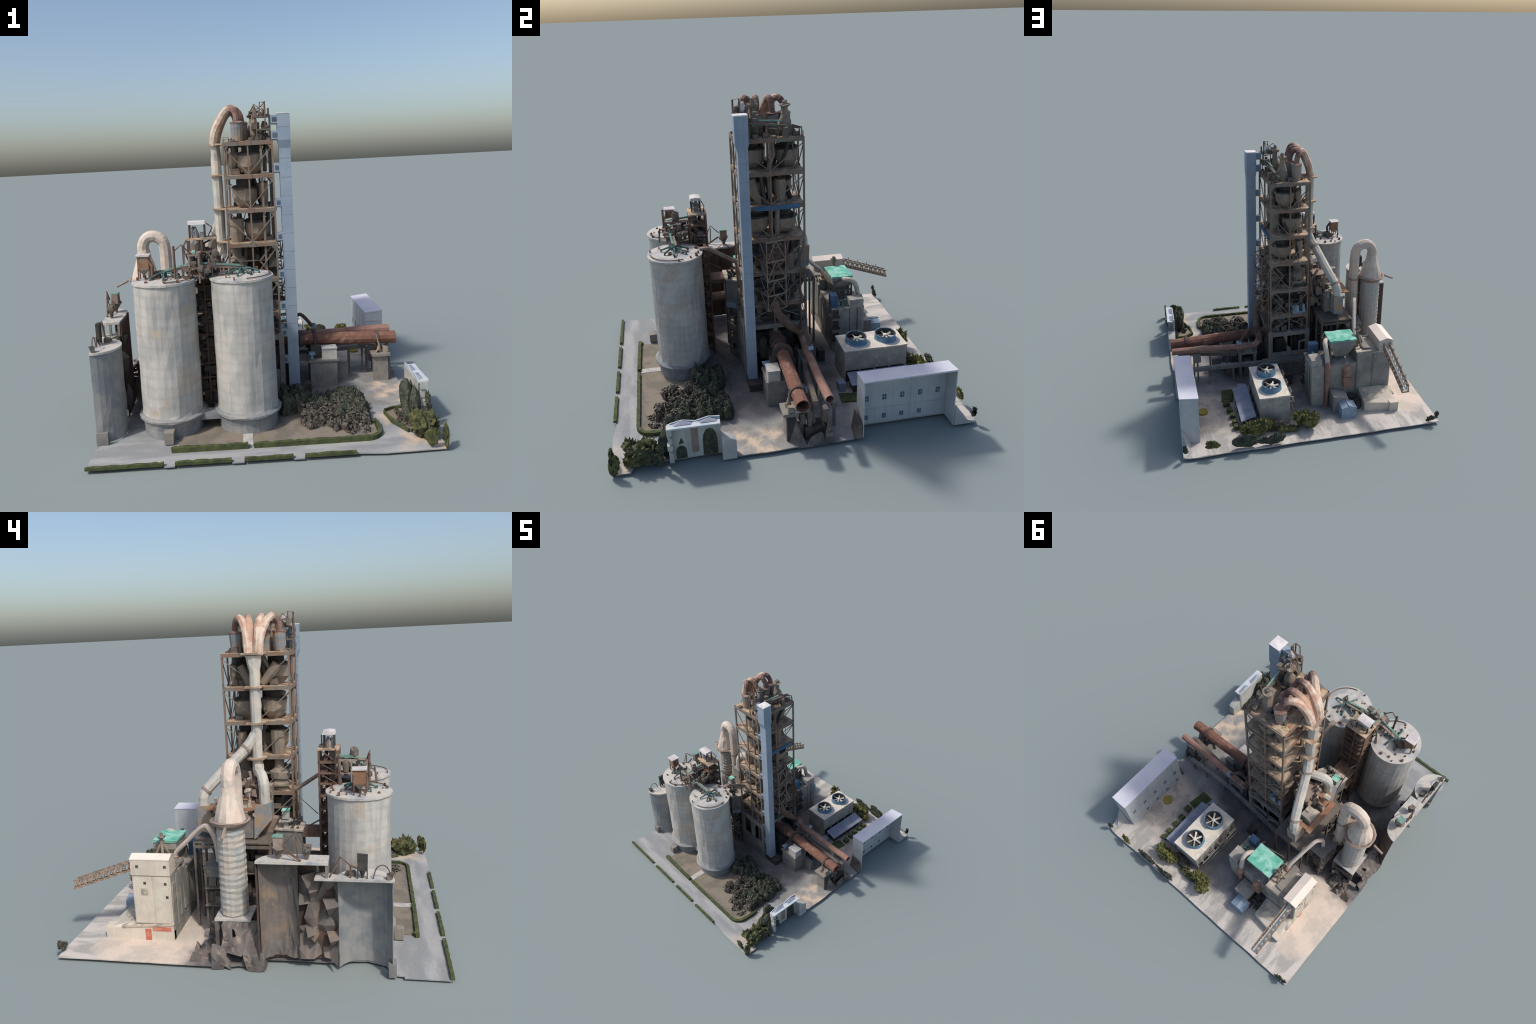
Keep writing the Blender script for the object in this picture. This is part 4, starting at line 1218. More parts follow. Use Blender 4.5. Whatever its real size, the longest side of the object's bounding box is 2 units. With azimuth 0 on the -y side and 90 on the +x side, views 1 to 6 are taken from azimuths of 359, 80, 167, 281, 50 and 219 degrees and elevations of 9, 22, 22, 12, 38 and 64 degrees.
# ------------------------------------------------------------------ conditioning tower with swan-neck duct
random.seed(91)
CX, CY = -0.675, 0.070
prof = [(0.058, 0.20), (0.066, 0.222)]
z = 0.235
i = 0
while z < 0.70:
    prof.append((0.0705 if i % 2 else 0.0735, z))
    z += 0.0165
    i += 1
prof += [(0.074, 0.702)]
ct = put("conditioning_tower", M().lathe(CX, CY, prof, 16, 0.02), "corrugated_shell")
put("tower_flange", M().lathe(CX, CY, [(0.074, 0.690), (0.098, 0.712), (0.104, 0.724), (0.094, 0.730), (0.084, 0.722)], 20, 0.02), "pink_steel", ct)
neck = M().lathe(CX, CY, [(0.084, 0.718), (0.078, 0.745), (0.060, 0.81), (0.045, 0.855), (0.0375, 0.90)], 12, 0.03)
put("cone_hood", neck, "duct_cream", ct)
sn = smooth_path([(-0.677, 0.070, 0.885), (-0.677, 0.070, 0.925), (-0.662, 0.070, 0.960), (-0.640, 0.070, 0.978), (-0.610, 0.069, 0.983), (-0.578, 0.068, 0.972), (-0.553, 0.067, 0.945), (-0.543, 0.066, 0.905), (-0.541, 0.065, 0.80), (-0.541, 0.064, 0.60), (-0.545, 0.064, 0.40)], 2)
put("swan_neck_duct", M().tube(sn, 0.0365, 10, jit=0.035), "duct_cream", ct)
cc = M().tube([(-0.541, 0.065, 0.712), (-0.541, 0.065, 0.703)], 0.042, 12)
cc.tube([(-0.786, 0.070, 0.712), (-0.858, 0.070, 0.680)], 0.008, 6)
cc.box(-0.63, -0.56, 0.03, 0.08, 0.715, 0.735, 0.008)
cc.beam((-0.60, 0.05, 0.72), (-0.64, 0.06, 0.82), 0.03, 0.01)
put("duct_stay", cc, "pink_steel", ct)
put("tower_plinth", M().prism([(-0.755, -0.025), (-0.585, -0.025), (-0.590, 0.16), (-0.762, 0.16)], 0.212, 0.224), "silo_roof_concrete", ct)
cc = M()
for x, y in ((-0.745, -0.015), (-0.60, -0.015), (-0.60, 0.15), (-0.75, 0.15)):
    cc.box(x - 0.010, x + 0.010, y - 0.010, y + 0.010, 0.0, 0.214)
cc.lathe(CX, CY, [(0.02, 0.10), (0.055, 0.20)], 10)
cc.box(-0.74, -0.60, 0.10, 0.15, GZ, 0.14, 0.01)
cc.box(-0.70, -0.58, -0.10, -0.03, GZ, 0.10, 0.01)
put("plinth_leg", cc, "cut_rubble", ct)
# broken ground at the cut western edge
random.seed(23)
def skirt_x(y, z):
    if z > 0.20:
        return -0.755
    t_ = (0.215 - z) / 0.215
    return -0.765 - 0.085 * min(1.0, t_ * 1.5) - (0.008 if z < 0.05 else 0)


ys = [-0.105 + 0.0245 * i for i in range(12)]
rb = faceted_sheet(ys, [0.0, 0.035, 0.075, 0.115, 0.155, 0.19, 0.215], skirt_x, 0.012, 0.006,
                   lambda y, z: (0.0 < y < 0.10 and z < 0.09) or (y > 0.11 and z > 0.12) or (0.03 < y < 0.07 and 0.15 < z < 0.2))
for i in range(40):
    y = random.uniform(-0.10, 0.27)
    x = random.uniform(-0.80, -0.62)
    if x < -0.72 and 0.0 < y < 0.11:
        continue
    h = random.uniform(0.03, 0.15) if y < 0.10 else random.uniform(0.01, 0.06)
    w, d_ = random.uniform(0.02, 0.045), random.uniform(0.02, 0.045)
    rb.add([(x - w, y - d_, 0.012), (x + w, y - d_, 0.012), (x + w, y + d_, 0.012), (x - w, y + d_, 0.012), (x + random.uniform(-w, w), y + random.uniform(-d_, d_), GZ + h)],
           [(0, 1, 4), (1, 2, 4), (2, 3, 4), (3, 0, 4), (3, 2, 1, 0)])
for i in range(16):
    y = random.uniform(-0.10, 0.22)
    x = random.uniform(-0.83, -0.62)
    z = random.uniform(0.08, 0.17)
    rb.beam((x, y, z), (x + random.uniform(0.03, 0.09), y + random.uniform(-0.06, 0.06), z + random.uniform(-0.02, 0.02)), random.uniform(0.01, 0.025), 0.012)
for y, h in ((-0.075, 0.20), (-0.04, 0.12), (0.095, 0.07)):
    rb.add([(-0.855, y - 0.03, 0.0), (-0.79, y - 0.035, 0.0), (-0.80, y + 0.03, 0.0), (-0.857, y + 0.02, 0.03), (-0.81, y, h)], [(0, 1, 4), (1, 2, 4), (2, 3, 4), (3, 0, 4), (3, 2, 1, 0)])
put("cut_edge_rubble", rb, "cut_rubble", kind="stuff")

# ------------------------------------------------------------------ mill building
mb = M()
mb.box(-0.625, -0.384, 0.427, 0.641, GZ, 0.396)
mill = put("mill_building", mb, "mill_block_wall")
put("mill_front", M().box(-0.627, -0.6245, 0.427, 0.641, 0.112, 0.400), "mill_wall", mill)
mb = M()
mb.box(-0.6315, -0.626, 0.433, 0.522, 0.118, 0.385)
mb.box(-0.6315, -0.626, 0.531, 0.636, 0.118, 0.385)
put("mill_panel", mb, "mill_wall", mill)
mb = M()
mb.box(-0.6335, -0.631, 0.555, 0.595, 0.28, 0.318)
put("mill_window_frame", mb, "dusty_roof", mill)
mb = M()
for y, z in ((0.455, 0.345), (0.57, 0.348), (0.45, 0.27)):
    mb.box(-0.6328, -0.631, y - 0.007, y + 0.007, z - 0.007, z + 0.007)
for y in (0.45, 0.605):
    mb.box(-0.638, -0.632, y - 0.007, y + 0.007, 0.437, 0.45)
put("mill_window", mb, "dark_steel", mill)
pent = put("mill_penthouse", M().extrude([(-0.635, 0.425, 0.393), (-0.540, 0.425, 0.393), (-0.540, 0.425, 0.480), (-0.592, 0.425, 0.497), (-0.635, 0.425, 0.480)], (0, 0.218, 0)), "mill_wall", mill)
mb = M()
mb.extrude([(-0.637, 0.423, 0.479), (-0.592, 0.423, 0.497), (-0.592, 0.423, 0.502), (-0.637, 0.423, 0.484)], (0, 0.222, 0))
mb.extrude([(-0.592, 0.423, 0.497), (-0.538, 0.423, 0.479), (-0.538, 0.423, 0.484), (-0.592, 0.423, 0.502)], (0, 0.222, 0))
put("penthouse_roof", mb, "mill_roof", pent)
put("roof_slab", M().box(-0.54, -0.382, 0.422, 0.643, 0.396, 0.405), "dusty_roof", mill)
mb = M()
for y0, y1 in ((0.424, 0.431), (0.636, 0.643)):
    mb.box(-0.54, -0.382, y0, y1, 0.405, 0.412)
mb.box(-0.50, -0.496, 0.6425, 0.646, 0.11, 0.39)
mb.box(-0.385, -0.381, 0.6425, 0.646, 0.11, 0.39)
mb.box(-0.49, -0.44, 0.41, 0.60, 0.405, 0.418, 0.006)
put("wall_pilaster", mb, "base_concrete", mill)
# panels in relief on the southern wall
random.seed(14)
mb = M()
for i in range(9):
    x = -0.62 + i * 0.062
    top = 0.385 if x < -0.40 else 0.315
    mb.box(x, x + 0.05, 0.421, 0.4275, 0.07 + random.uniform(0, 0.05), top - random.uniform(0, 0.06), 0.004)
put("south_wall_panel", mb, "mill_block_wall", mill)
# long annex at the foot of the front
mb = M().prism([(-0.636, 0.427), (-0.636, 0.805), (-0.562, 0.812), (-0.562, 0.785), (-0.402, 0.78), (-0.402, 0.643), (-0.636, 0.643)][:2] + [(-0.56, 0.80), (-0.402, 0.778), (-0.402, 0.64), (-0.60, 0.64), (-0.60, 0.427)], GZ, [0.112, 0.080, 0.080, 0.092, 0.122, 0.122, 0.115])
annex = put("mill_annex", mb, "mill_wall", mill)
mb = M().prism([(-0.641, 0.425), (-0.641, 0.72), (-0.398, 0.775), (-0.396, 0.645), (-0.60, 0.645), (-0.60, 0.425)], [0.110, 0.088, 0.090, 0.120, 0.118, 0.110], [0.117, 0.095, 0.098, 0.127, 0.125, 0.117])
put("annex_roof", mb, "dusty_roof", annex)
put("annex_shed", M().box(-0.634, -0.572, 0.765, 0.815, GZ, 0.088, 0.003), "mill_wall", annex)
mb = M().box(-0.6385, -0.635, 0.555, 0.588, GZ, 0.085)
mb.box(-0.638, -0.635, 0.440, 0.545, 0.075, 0.098)
put("annex_door", mb, "red_paint", annex)
# low middle block with equipment
mb = M().box(-0.384, -0.055, 0.427, 0.635, GZ, 0.330)
mid = put("bagging_block", mb, "mill_block_wall", mill)
mb = M()
mb.box(-0.0565, -0.0535, 0.595, 0.60, 0.05, 0.325)
mb.box(-0.0565, -0.0535, 0.545, 0.548, 0.05, 0.325)
for z in (0.27, 0.19, 0.10):
    mb.box(-0.055, -0.035, 0.425, 0.475, z, z + 0.010)
    mb.box(-0.055, -0.051, 0.43, 0.47, z + 0.010, z + 0.055)
put("wall_ladder", mb, "dark_steel", mid)
mb = M().box(-0.130, -0.0545, 0.545, 0.6385, 0.330, 0.386)
mb.box(-0.146, -0.057, 0.60, 0.642, GZ, 0.335, 0.002)
put("fan_house", mb, "cooling_wall", mid)
put("blue_cabin", M().box(-0.150, -0.086, 0.428, 0.472, 0.330, 0.414, 0.002), "blue_paint", mid)
mb = M()
mb.lathe(-0.10, 0.50, [(0.009, 0.33), (0.010, 0.37)], 8)
mb.lathe(-0.10, 0.525, [(0.009, 0.33), (0.010, 0.375)], 8)
put("motor", mb, "teal_pipe", mid)
gb = M().box(-0.380, -0.197, 0.466, 0.603, 0.448, 0.493)
gb.add([(-0.380, 0.466, 0.448), (-0.197, 0.466, 0.448), (-0.197, 0.603, 0.448), (-0.380, 0.603, 0.448), (-0.33, 0.505, 0.345), (-0.25, 0.505, 0.345), (-0.25, 0.56, 0.345), (-0.33, 0.56, 0.345)],
       [(0, 4, 5, 1), (1, 5, 6, 2), (2, 6, 7, 3), (3, 7, 4, 0), (7, 6, 5, 4)])
bagf = put("bag_filter", gb, "mill_block_wall", mid)
random.seed(16)
gp = M()
nx, ny = 6, 5
vs = [(-0.385 + 0.192 * i / nx, 0.461 + 0.146 * j / ny, 0.500 + random.uniform(-0.003, 0.003)) for i in range(nx + 1) for j in range(ny + 1)]
fs = [(i * (ny + 1) + j, (i + 1) * (ny + 1) + j, (i + 1) * (ny + 1) + j + 1, i * (ny + 1) + j + 1) for i in range(nx) for j in range(ny)]
gp.add(vs, fs)
gp.box(-0.385, -0.193, 0.461, 0.607, 0.489, 0.4965)
put("green_roof", gp, "teal_paint", bagf)
gf = M()
for x in (-0.375, -0.20):
    for y in (0.47, 0.60):
        gf.box(x - 0.005, x + 0.005, y - 0.005, y + 0.005, 0.33, 0.45)
gf.beam((-0.20, 0.43, 0.47), (-0.175, 0.465, 0.445), 0.006, 0.012)
gf.beam((-0.36, 0.435, 0.475), (-0.19, 0.455, 0.44), 0.008, 0.02)
gf.beam((-0.19, 0.455, 0.44), (-0.185, 0.55, 0.492), 0.008, 0.012)
for z in (0.36, 0.40):
    gf.beam((-0.195, 0.47, z), (-0.195, 0.60, z), 0.006, 0.01)
for y in (0.48, 0.51, 0.54, 0.57):
    gf.box(-0.2, -0.19, y, y + 0.012, 0.33, 0.42)
put("bag_filter_frame", gf, "machine_steel", bagf)
random.seed(17)
np_ = smooth_path([(-0.20, 0.535, 0.478), (-0.178, 0.552, 0.483), (-0.163, 0.580, 0.482), (-0.160, 0.606, 0.462), (-0.163, 0.622, 0.43), (-0.167, 0.640, 0.355)], 3)
put("exhaust_pipe", M().tube(np_, 0.0165, 9, jit=0.04), "duct_cream", bagf)
put("exhaust_reducer", M().tube([(-0.167, 0.652, 0.365), (-0.168, 0.655, 0.32), (-0.166, 0.657, 0.29), (-0.163, 0.658, 0.15), (-0.158, 0.658, GZ)], [0.012, 0.026, 0.017, 0.014, 0.012], 8, jit=0.05), "air_duct_rust", bagf)
random.seed(18)
rh = M()
rh.prism([(-0.335, 0.636), (-0.275, 0.636), (-0.285, 0.665), (-0.335, 0.67)], 0.24, [0.33, 0.30, 0.29, 0.31])
rh.box(-0.34, -0.28, 0.635, 0.668, 0.155, 0.235, 0.006)
put("rusty_bin", rh, "air_duct_rust", mid)
vt = M()
vt.lathe(-0.415, 0.538, [(0.008, 0.405), (0.011, 0.49), (0.009, 0.515), (0.026, 0.538), (0.014, 0.535), (0.010, 0.552), (0.0, 0.553)], 8, 0.05)
for a in (20, 110, 200, 290):
    b_ = math.radians(a)
    vt.tube([(-0.415 + 0.008 * math.cos(b_), 0.538 + 0.008 * math.sin(b_), 0.49), (-0.415 + 0.038 * math.cos(b_), 0.538 + 0.038 * math.sin(b_), 0.43), (-0.415 + 0.04 * math.cos(b_), 0.538 + 0.04 * math.sin(b_), 0.402)], 0.007, 6)
put("vent_cowl", vt, "cyclone_steel", mill)
random.seed(19)
ip = smooth_path([(-0.418, 0.463, 0.405), (-0.420, 0.455, 0.447), (-0.440, 0.385, 0.515), (-0.462, 0.315, 0.585), (-0.478, 0.262, 0.622), (-0.492, 0.235, 0.612), (-0.50, 0.20, 0.545), (-0.502, 0.19, 0.43)], 3)
put("transfer_pipe", M().tube(ip, 0.0135, 8, jit=0.04), "duct_cream", mill)
put("pipe_seat", M().box(-0.435, -0.40, 0.445, 0.48, 0.405, 0.425, 0.003), "air_duct_rust", mill)
# inclined conveyor
cv = M()
P0, P1 = Vector((-0.593, 0.60, 0.455)), Vector((-0.590, 0.993, 0.318))
up, dn = Vector((0, 0, 0.020)), Vector((0, 0, -0.024))
for dx in (-0.022, 0.022):
    o = Vector((dx, 0, 0))
    cv.beam(P0 + o + up, P1 + o + up, 0.006, 0.007)
    cv.beam(P0 + o + dn, P1 + o + dn, 0.006, 0.012)
    for i in range(11):
        a, b = P0.lerp(P1, i / 11), P0.lerp(P1, (i + 1) / 11)
        cv.beam(a + o + dn, (a + b) / 2 + o + up, 0.006)
        cv.beam((a + b) / 2 + o + up, b + o + dn, 0.006)
        if i % 2 and dx < 0:
            cv.beam(a + o + up, a + o + up + Vector((-0.006, 0.004, 0.018)), 0.004)
for i in range(23):
    a = P0.lerp(P1, i / 22)
    cv.beam(a + dn - Vector((0.022, 0, 0)), a + dn + Vector((0.022, 0, 0)), 0.006, 0.006)
conv = put("belt_conveyor", cv, "conveyor_steel")
put("conveyor_belt", M().beam(P0 + Vector((-0.002, 0, -0.010)), P1 + Vector((-0.002, 0, -0.010)), 0.028, 0.006), "belt_pale", conv)
# sheds in front
sh = put("tin_shed", M().extrude([(-0.328, 0.745, GZ), (-0.222, 0.745, GZ), (-0.222, 0.745, 0.100), (-0.275, 0.745, 0.118), (-0.328, 0.745, 0.100)], (0, 0.082, 0)), "light_blue_sheet")
put("shed_ridge", M().box(-0.28, -0.268, 0.75, 0.828, 0.113, 0.121), "awning_sheet", sh)
put("pump_shed", M().prism([(-0.30, 0.64), (-0.185, 0.64), (-0.185, 0.745), (-0.295, 0.745)], GZ, [0.125, 0.15, 0.15, 0.118]), "mill_block_wall", sh)
random.seed(27)
sc = M()
for i in range(10):
    x, y = random.uniform(-0.40, -0.30), random.uniform(0.65, 0.74)
    sc.box(x, x + random.uniform(0.02, 0.04), y, y + random.uniform(0.02, 0.04), GZ, GZ + random.uniform(0.02, 0.09), 0.006)
put("yard_scrap", sc, "dark_steel", sh, kind="stuff")

# ------------------------------------------------------------------ cooling tower block
cb = M()
cb.box(0.133, 0.335, 0.393, 0.789, 0.105, 0.238)
cool = put("cooling_block", cb, "cooling_wall")
random.seed(28)
cr = M()
nx, ny = 4, 8
vs = []
for i in range(nx + 1):
    for j in range(ny + 1):
        vs.append((0.130 + 0.208 * i / nx, 0.390 + 0.402 * j / ny, 0.2435 + random.uniform(-0.002, 0.002)))
cr.add(vs, [(i * (ny + 1) + j, (i + 1) * (ny + 1) + j, (i + 1) * (ny + 1) + j + 1, i * (ny + 1) + j + 1) for i in range(nx) for j in range(ny)])
cr.box(0.130, 0.338, 0.390, 0.792, 0.236, 0.2412)
put("cooling_roof", cr, "cooling_roof", cool)
cb = M()
for y in (0.397, 0.49, 0.585, 0.68, 0.785):
    for x in (0.137, 0.331):
        cb.box(x - 0.005, x + 0.005, y - 0.005, y + 0.005, GZ, 0.106)
cb.box(0.133, 0.335, 0.775, 0.789, GZ, 0.106)
cb.box(0.133, 0.335, 0.393, 0.400, GZ, 0.106)
put("cooling_post", cb, "cooling_wall", cool)
cb = M().box(0.15, 0.318, 0.41, 0.77, GZ, 0.100)
put("cooling_dark_core", cb, "dark_steel", cool)
cb = M()
for i in range(7):
    y = 0.42 + 0.055 * i
    cb.tube([(0.133, y, 0.20), (0.098, y, 0.20), (0.098, y, 0.165), (0.133, y, 0.165)], 0.004, 5)
    if i % 2:
        cb.tube([(0.098, y, 0.20), (0.098, y - 0.055, 0.20)], 0.004, 5)
for z in (0.165, 0.10):
    cb.tube([(0.098, 0.41, z), (0.098, 0.76, z)], 0.004, 5)
put("pipe_ladder", cb, "base_concrete", cool)
for fx, fy in ((0.234, 0.495), (0.236, 0.684)):
    random.seed(int(fy * 100))
    ringm = M()
    nn = 20
    vs = []
    for rr, z in ((0.069, 0.242), (0.064, 0.258), (0.066, 0.284), (0.062, 0.284), (0.060, 0.258), (0.062, 0.242)):
        for k_ in range(nn):
            a = 2 * math.pi * k_ / nn
            vs.append((fx + rr * math.cos(a) * (1 + random.uniform(-0.02, 0.02)), fy + rr * math.sin(a) * (1 + random.uniform(-0.02, 0.02)), z + random.uniform(-0.002, 0.002)))
    fs = [(i * nn + k_, i * nn + (k_ + 1) % nn, ((i + 1) % 6) * nn + (k_ + 1) % nn, ((i + 1) % 6) * nn + k_) for i in range(6) for k_ in range(nn)]
    ringm.add(vs, fs)
    fan = put("fan_cowl", ringm, "fan_blue", cool)
    put("fan_well", M().lathe(fx, fy, [(0.060, 0.2455), (0.060, 0.2475)], 20), "dark_steel", cool)
    put("cowl_dark_inside", M().lathe(fx, fy, [(0.0598, 0.2475), (0.0575, 0.260), (0.0605, 0.281), (0.0615, 0.281), (0.0598, 0.2470)], 20, cap=False), "dark_steel", cool)
    put("fan_hub", M().lathe(fx, fy, [(0.012, 0.247), (0.014, 0.272), (0.006, 0.276)], 12), "fan_blade", cool)
    bl = M()
    bl.add([(0.010, -0.004, 0.263), (0.055, -0.0085, 0.259), (0.056, 0.0045, 0.267), (0.010, 0.004, 0.267), (0.010, -0.004, 0.260), (0.055, -0.0085, 0.256), (0.056, 0.0045, 0.264), (0.010, 0.004, 0.264)],
           [(0, 1, 2, 3), (7, 6, 5, 4), (0, 4, 5, 1), (1, 5, 6, 2), (2, 6, 7, 3), (3, 7, 4, 0)])
    b0 = put("fan_blade", bl, "fan_blade", cool)
    b0.location = (fx, fy, 0)
    for k_ in range(1, 6):
        copy_at(b0, (fx, fy, 0), k_ * math.pi / 3 + 0.1)
aw = M().extrude([(0.362, 0.400, 0.106), (0.462, 0.400, 0.078), (0.462, 0.400, 0.083), (0.362, 0.400, 0.112)], (0, 0.386, 0))
awn = put("lean_to_roof", aw, "awning_sheet", cool)
aw = M()
for y in (0.41, 0.50, 0.6, 0.69, 0.775):
    aw.box(0.455, 0.460, y, y + 0.005, GZ, 0.08)
aw.box(0.372, 0.44, 0.42, 0.76, GZ, 0.07, 0.003)
put("lean_to_post", aw, "dark_steel", awn)
put("pump_box", M().box(0.36, 0.42, 0.335, 0.375, GZ, 0.075, 0.004), "awning_sheet", cool)
put("equipment_cabinet", M().box(0.0, 0.055, 0.30, 0.345, GZ, 0.10, 0.002), "dark_steel", cool)
put("lawn_patch", M().prism([(0.44, 0.325), (0.527, 0.318), (0.548, 0.455), (0.47, 0.47)], GZ, GZ + 0.008), "hedge_green")
for x, y, s_ in ((0.52, 0.50, 0.022), (0.508, 0.58, 0.018), (0.50, 0.645, 0.018), (0.495, 0.715, 0.018), (0.49, 0.77, 0.018)):
    random.seed(int(y * 1000))
    put("box_hedge", M().box(x - s_, x + s_, y - s_, y + s_, GZ, GZ + 0.03, 0.003), "hedge_green")
put("grass_bed", M().prism(arc(0.69, 0.545, 0.035, 0, 345, 12), GZ, GZ + 0.012), "yellow_grass")

# ------------------------------------------------------------------ trees and roadside bushes on the northern side
bush((0.415, 0.862, 0.080), (0.060, 0.045, 0.055), "tree_green", 10, 8, 0.6, "small_tree", rel=0.5)
bush((0.325, 0.852, 0.080), (0.055, 0.05, 0.06), "tree_green", 9, 9, 0.6, "small_tree", rel=0.5)
bush((0.030, 0.862, 0.090), (0.055, 0.05, 0.055), "tree_green", 8, 10, 0.3, "small_tree")
bush((0.085, 0.84, 0.075), (0.04, 0.045, 0.055), "tree_green", 6, 11, 0.3, "small_tree")
for x, y in ((0.40, 0.86), (0.335, 0.855), (0.03, 0.862), (0.085, 0.84)):
    put("trunk", M().tube([(x, y, GZ), (x, y, 0.07)], 0.008, 6), "dry_brush")
bush((0.25, 0.825, 0.055), (0.07, 0.025, 0.04), "dry_brush", 9, 12, 0.5)
bush((0.20, 0.86, 0.04), (0.08, 0.03, 0.025), "bush_green", 9, 121, 0.5)
bush((0.48, 0.972, 0.075), (0.075, 0.014, 0.05), "dark_green", 9, 13, 0.4)
bush((0.30, 0.975, 0.060), (0.075, 0.014, 0.04), "dark_green", 9, 14, 0.4)
bush((0.66, 0.978, 0.085), (0.05, 0.012, 0.03), "tree_green", 6, 15, 0.4)
bush((0.855, 0.980, 0.075), (0.02, 0.012, 0.03), "dark_green", 4, 16, 0.4)
bush((-0.80, 0.988, 0.045), (0.030, 0.008, 0.022), "dark_green", 5, 17, 0.5)
bush((-0.838, 0.988, 0.075), (0.012, 0.008, 0.030), "dry_brush", 4, 18, 0.6)

# ------------------------------------------------------------------ office building (cut open on the east)
OX0, OX1, OY0, OY1 = 0.742, 0.860, 0.335, 0.853
ow = M().box(OX0, OX0 + 0.006, OY0, OY1, GZ, 0.352)
office = put("office_building", ow, "office_wall")
ow = M()
ow.box(OX0 + 0.006, OX1 - 0.002, OY0, OY0 + 0.005, GZ, 0.354)
ow.box(OX0 + 0.006, OX1, OY1 - 0.005, OY1, GZ, 0.354)
put("office_end_wall", ow, "office_wall", office)
put("office_roof", M().prism([(OX0 - 0.003, OY0 - 0.003), (OX1, OY0 - 0.003), (OX1, OY1 + 0.003), (OX0 - 0.003, OY1 + 0.003)], [0.350, 0.358, 0.360, 0.350], [0.357, 0.366, 0.369, 0.356]), "office_roof", office)
wn = M()
tr = M()
for y in (0.388, 0.491, 0.594, 0.698, 0.802):
    wn.box(OX0 - 0.0015, OX0 + 0.0075, y - 0.0115, y + 0.0115, 0.166, 0.199)
    tr.box(OX0 - 0.002, OX0 + 0.0082, y - 0.0012, y + 0.0012, 0.166, 0.199)
    tr.box(OX0 - 0.002, OX0 + 0.0082, y - 0.0115, y + 0.0115, 0.182, 0.1845)
for y in (0.388, 0.492, 0.594, 0.699):
    wn.box(OX0 - 0.0015, OX0 + 0.0075, y - 0.0105, y + 0.0105, 0.046, 0.074)
    tr.box(OX0 - 0.002, OX0 + 0.0082, y - 0.0012, y + 0.0012, 0.046, 0.074)
put("office_window", wn, "dark_window", office)
put("window_bar", tr, "office_wall", office)
tr = M().box(OX0 - 0.003, OX0 + 0.0075, OY0 + 0.005, OY1 - 0.006, 0.112, 0.118)
tr.box(OX0, OX1 - 0.004, OY0 - 0.002, OY0, 0.29, 0.296)
for y in (0.436, 0.539, 0.643, 0.745):
    tr.box(OX0 - 0.001, OX0 + 0.0066, y, y + 0.0015, GZ, 0.35)
put("office_string_course", tr, "gate_plaster", office)
put("office_apron", M().prism([(0.80, 0.856), (0.860, 0.856), (0.860, 0.895), (0.860, 0.94), (0.860, 0.987), (0.82, 0.95)], 0.014, [0.022, 0.150, 0.075, 0.035, 0.022, 0.021]), "gate_plaster", office)

# ------------------------------------------------------------------ rotary kiln and hot-air duct
random.seed(29)
K0, K1 = Vector((0.860, 0.006, 0.272)), Vector((0.10, 0.006, 0.300))
kp = [K1.lerp(K0, t_) for t_ in [i / 22 for i in range(23)]]
kiln = put("rotary_kiln", M().tube(kp, 0.0385, 11, hollow=0.004, jit=0.05), "kiln_rust")
kk = M()
for x, r, w in ((0.352, 0.064, 0.010), (0.268, 0.050, 0.012), (0.745, 0.046, 0.007), (0.215, 0.054, 0.012)):
    t_ = (K1.x - x) / (K1.x - K0.x)
    c_ = K1.lerp(K0, t_)
    kk.tube([c_ - Vector((w, 0, 0)), c_ + Vector((w, 0, 0))], r, 14, jit=0.03)
put("kiln_tyre", kk, "tyre_steel", kiln)
kk = M()
kk.box(0.35 - 0.03, 0.35 + 0.03, -0.07, -0.04, GZ, 0.27)
kk.box(0.35 - 0.03, 0.35 + 0.03, 0.05, 0.08, GZ, 0.25)
kk.box(0.16, 0.24, -0.06, 0.07, GZ, 0.25)
put("kiln_support", kk, "dark_steel", kiln)
pr = M().prism([(0.712, -0.070), (0.797, -0.070), (0.797, -0.015), (0.712, -0.015)], GZ - 0.005, 0.178)
pr.prism([(0.697, -0.087), (0.808, -0.087), (0.808, -0.005), (0.697, -0.005)], 0.180, 0.196)
pr.box(0.73, 0.78, -0.02, 0.10, GZ, 0.10, 0.005)
pier = put("kiln_pier", pr, "base_concrete", kiln)
random.seed(30)
pr = M()
pr.lathe(0.745, -0.045, [(0.02, 0.196), (0.012, 0.22), (0.004, 0.25)], 7, 0.1)
pr.box(0.77, 0.80, -0.06, -0.02, 0.196, 0.23, 0.006)
pr.beam((0.745, -0.045, 0.24), (0.735, -0.036, 0.305), 0.006)
pr.tube([(0.80, -0.02, 0.20), (0.815, 0.02, 0.22), (0.80, 0.05, 0.2)], 0.012, 6)
put("roller_bearing", pr, "cap_steel", kiln)
pr = M()
pr.add([(0.800, -0.065, GZ - 0.005), (0.858, -0.02, GZ - 0.01), (0.858, 0.03, GZ - 0.01), (0.80, 0.03, GZ), (0.80, -0.02, 0.15), (0.835, 0.0, 0.075)],
       [(0, 1, 5, 4), (1, 2, 5), (2, 3, 4, 5), (3, 0, 4), (3, 2, 1, 0)])
pr.add([(0.815, 0.03, GZ - 0.006), (0.859, 0.02, GZ - 0.01), (0.859, 0.14, GZ - 0.01), (0.815, 0.16, GZ), (0.835, 0.06, 0.06), (0.84, 0.11, 0.085)],
       [(0, 1, 4), (1, 2, 5, 4), (2, 3, 5), (3, 0, 4, 5), (3, 2, 1, 0)])
for i in range(9):
    y = random.uniform(0.0, 0.17)
    pr.box(0.765, 0.765 + random.uniform(0.02, 0.05), y, y + random.uniform(0.01, 0.03), random.uniform(0.08, 0.14), random.uniform(0.15, 0.205), 0.008)
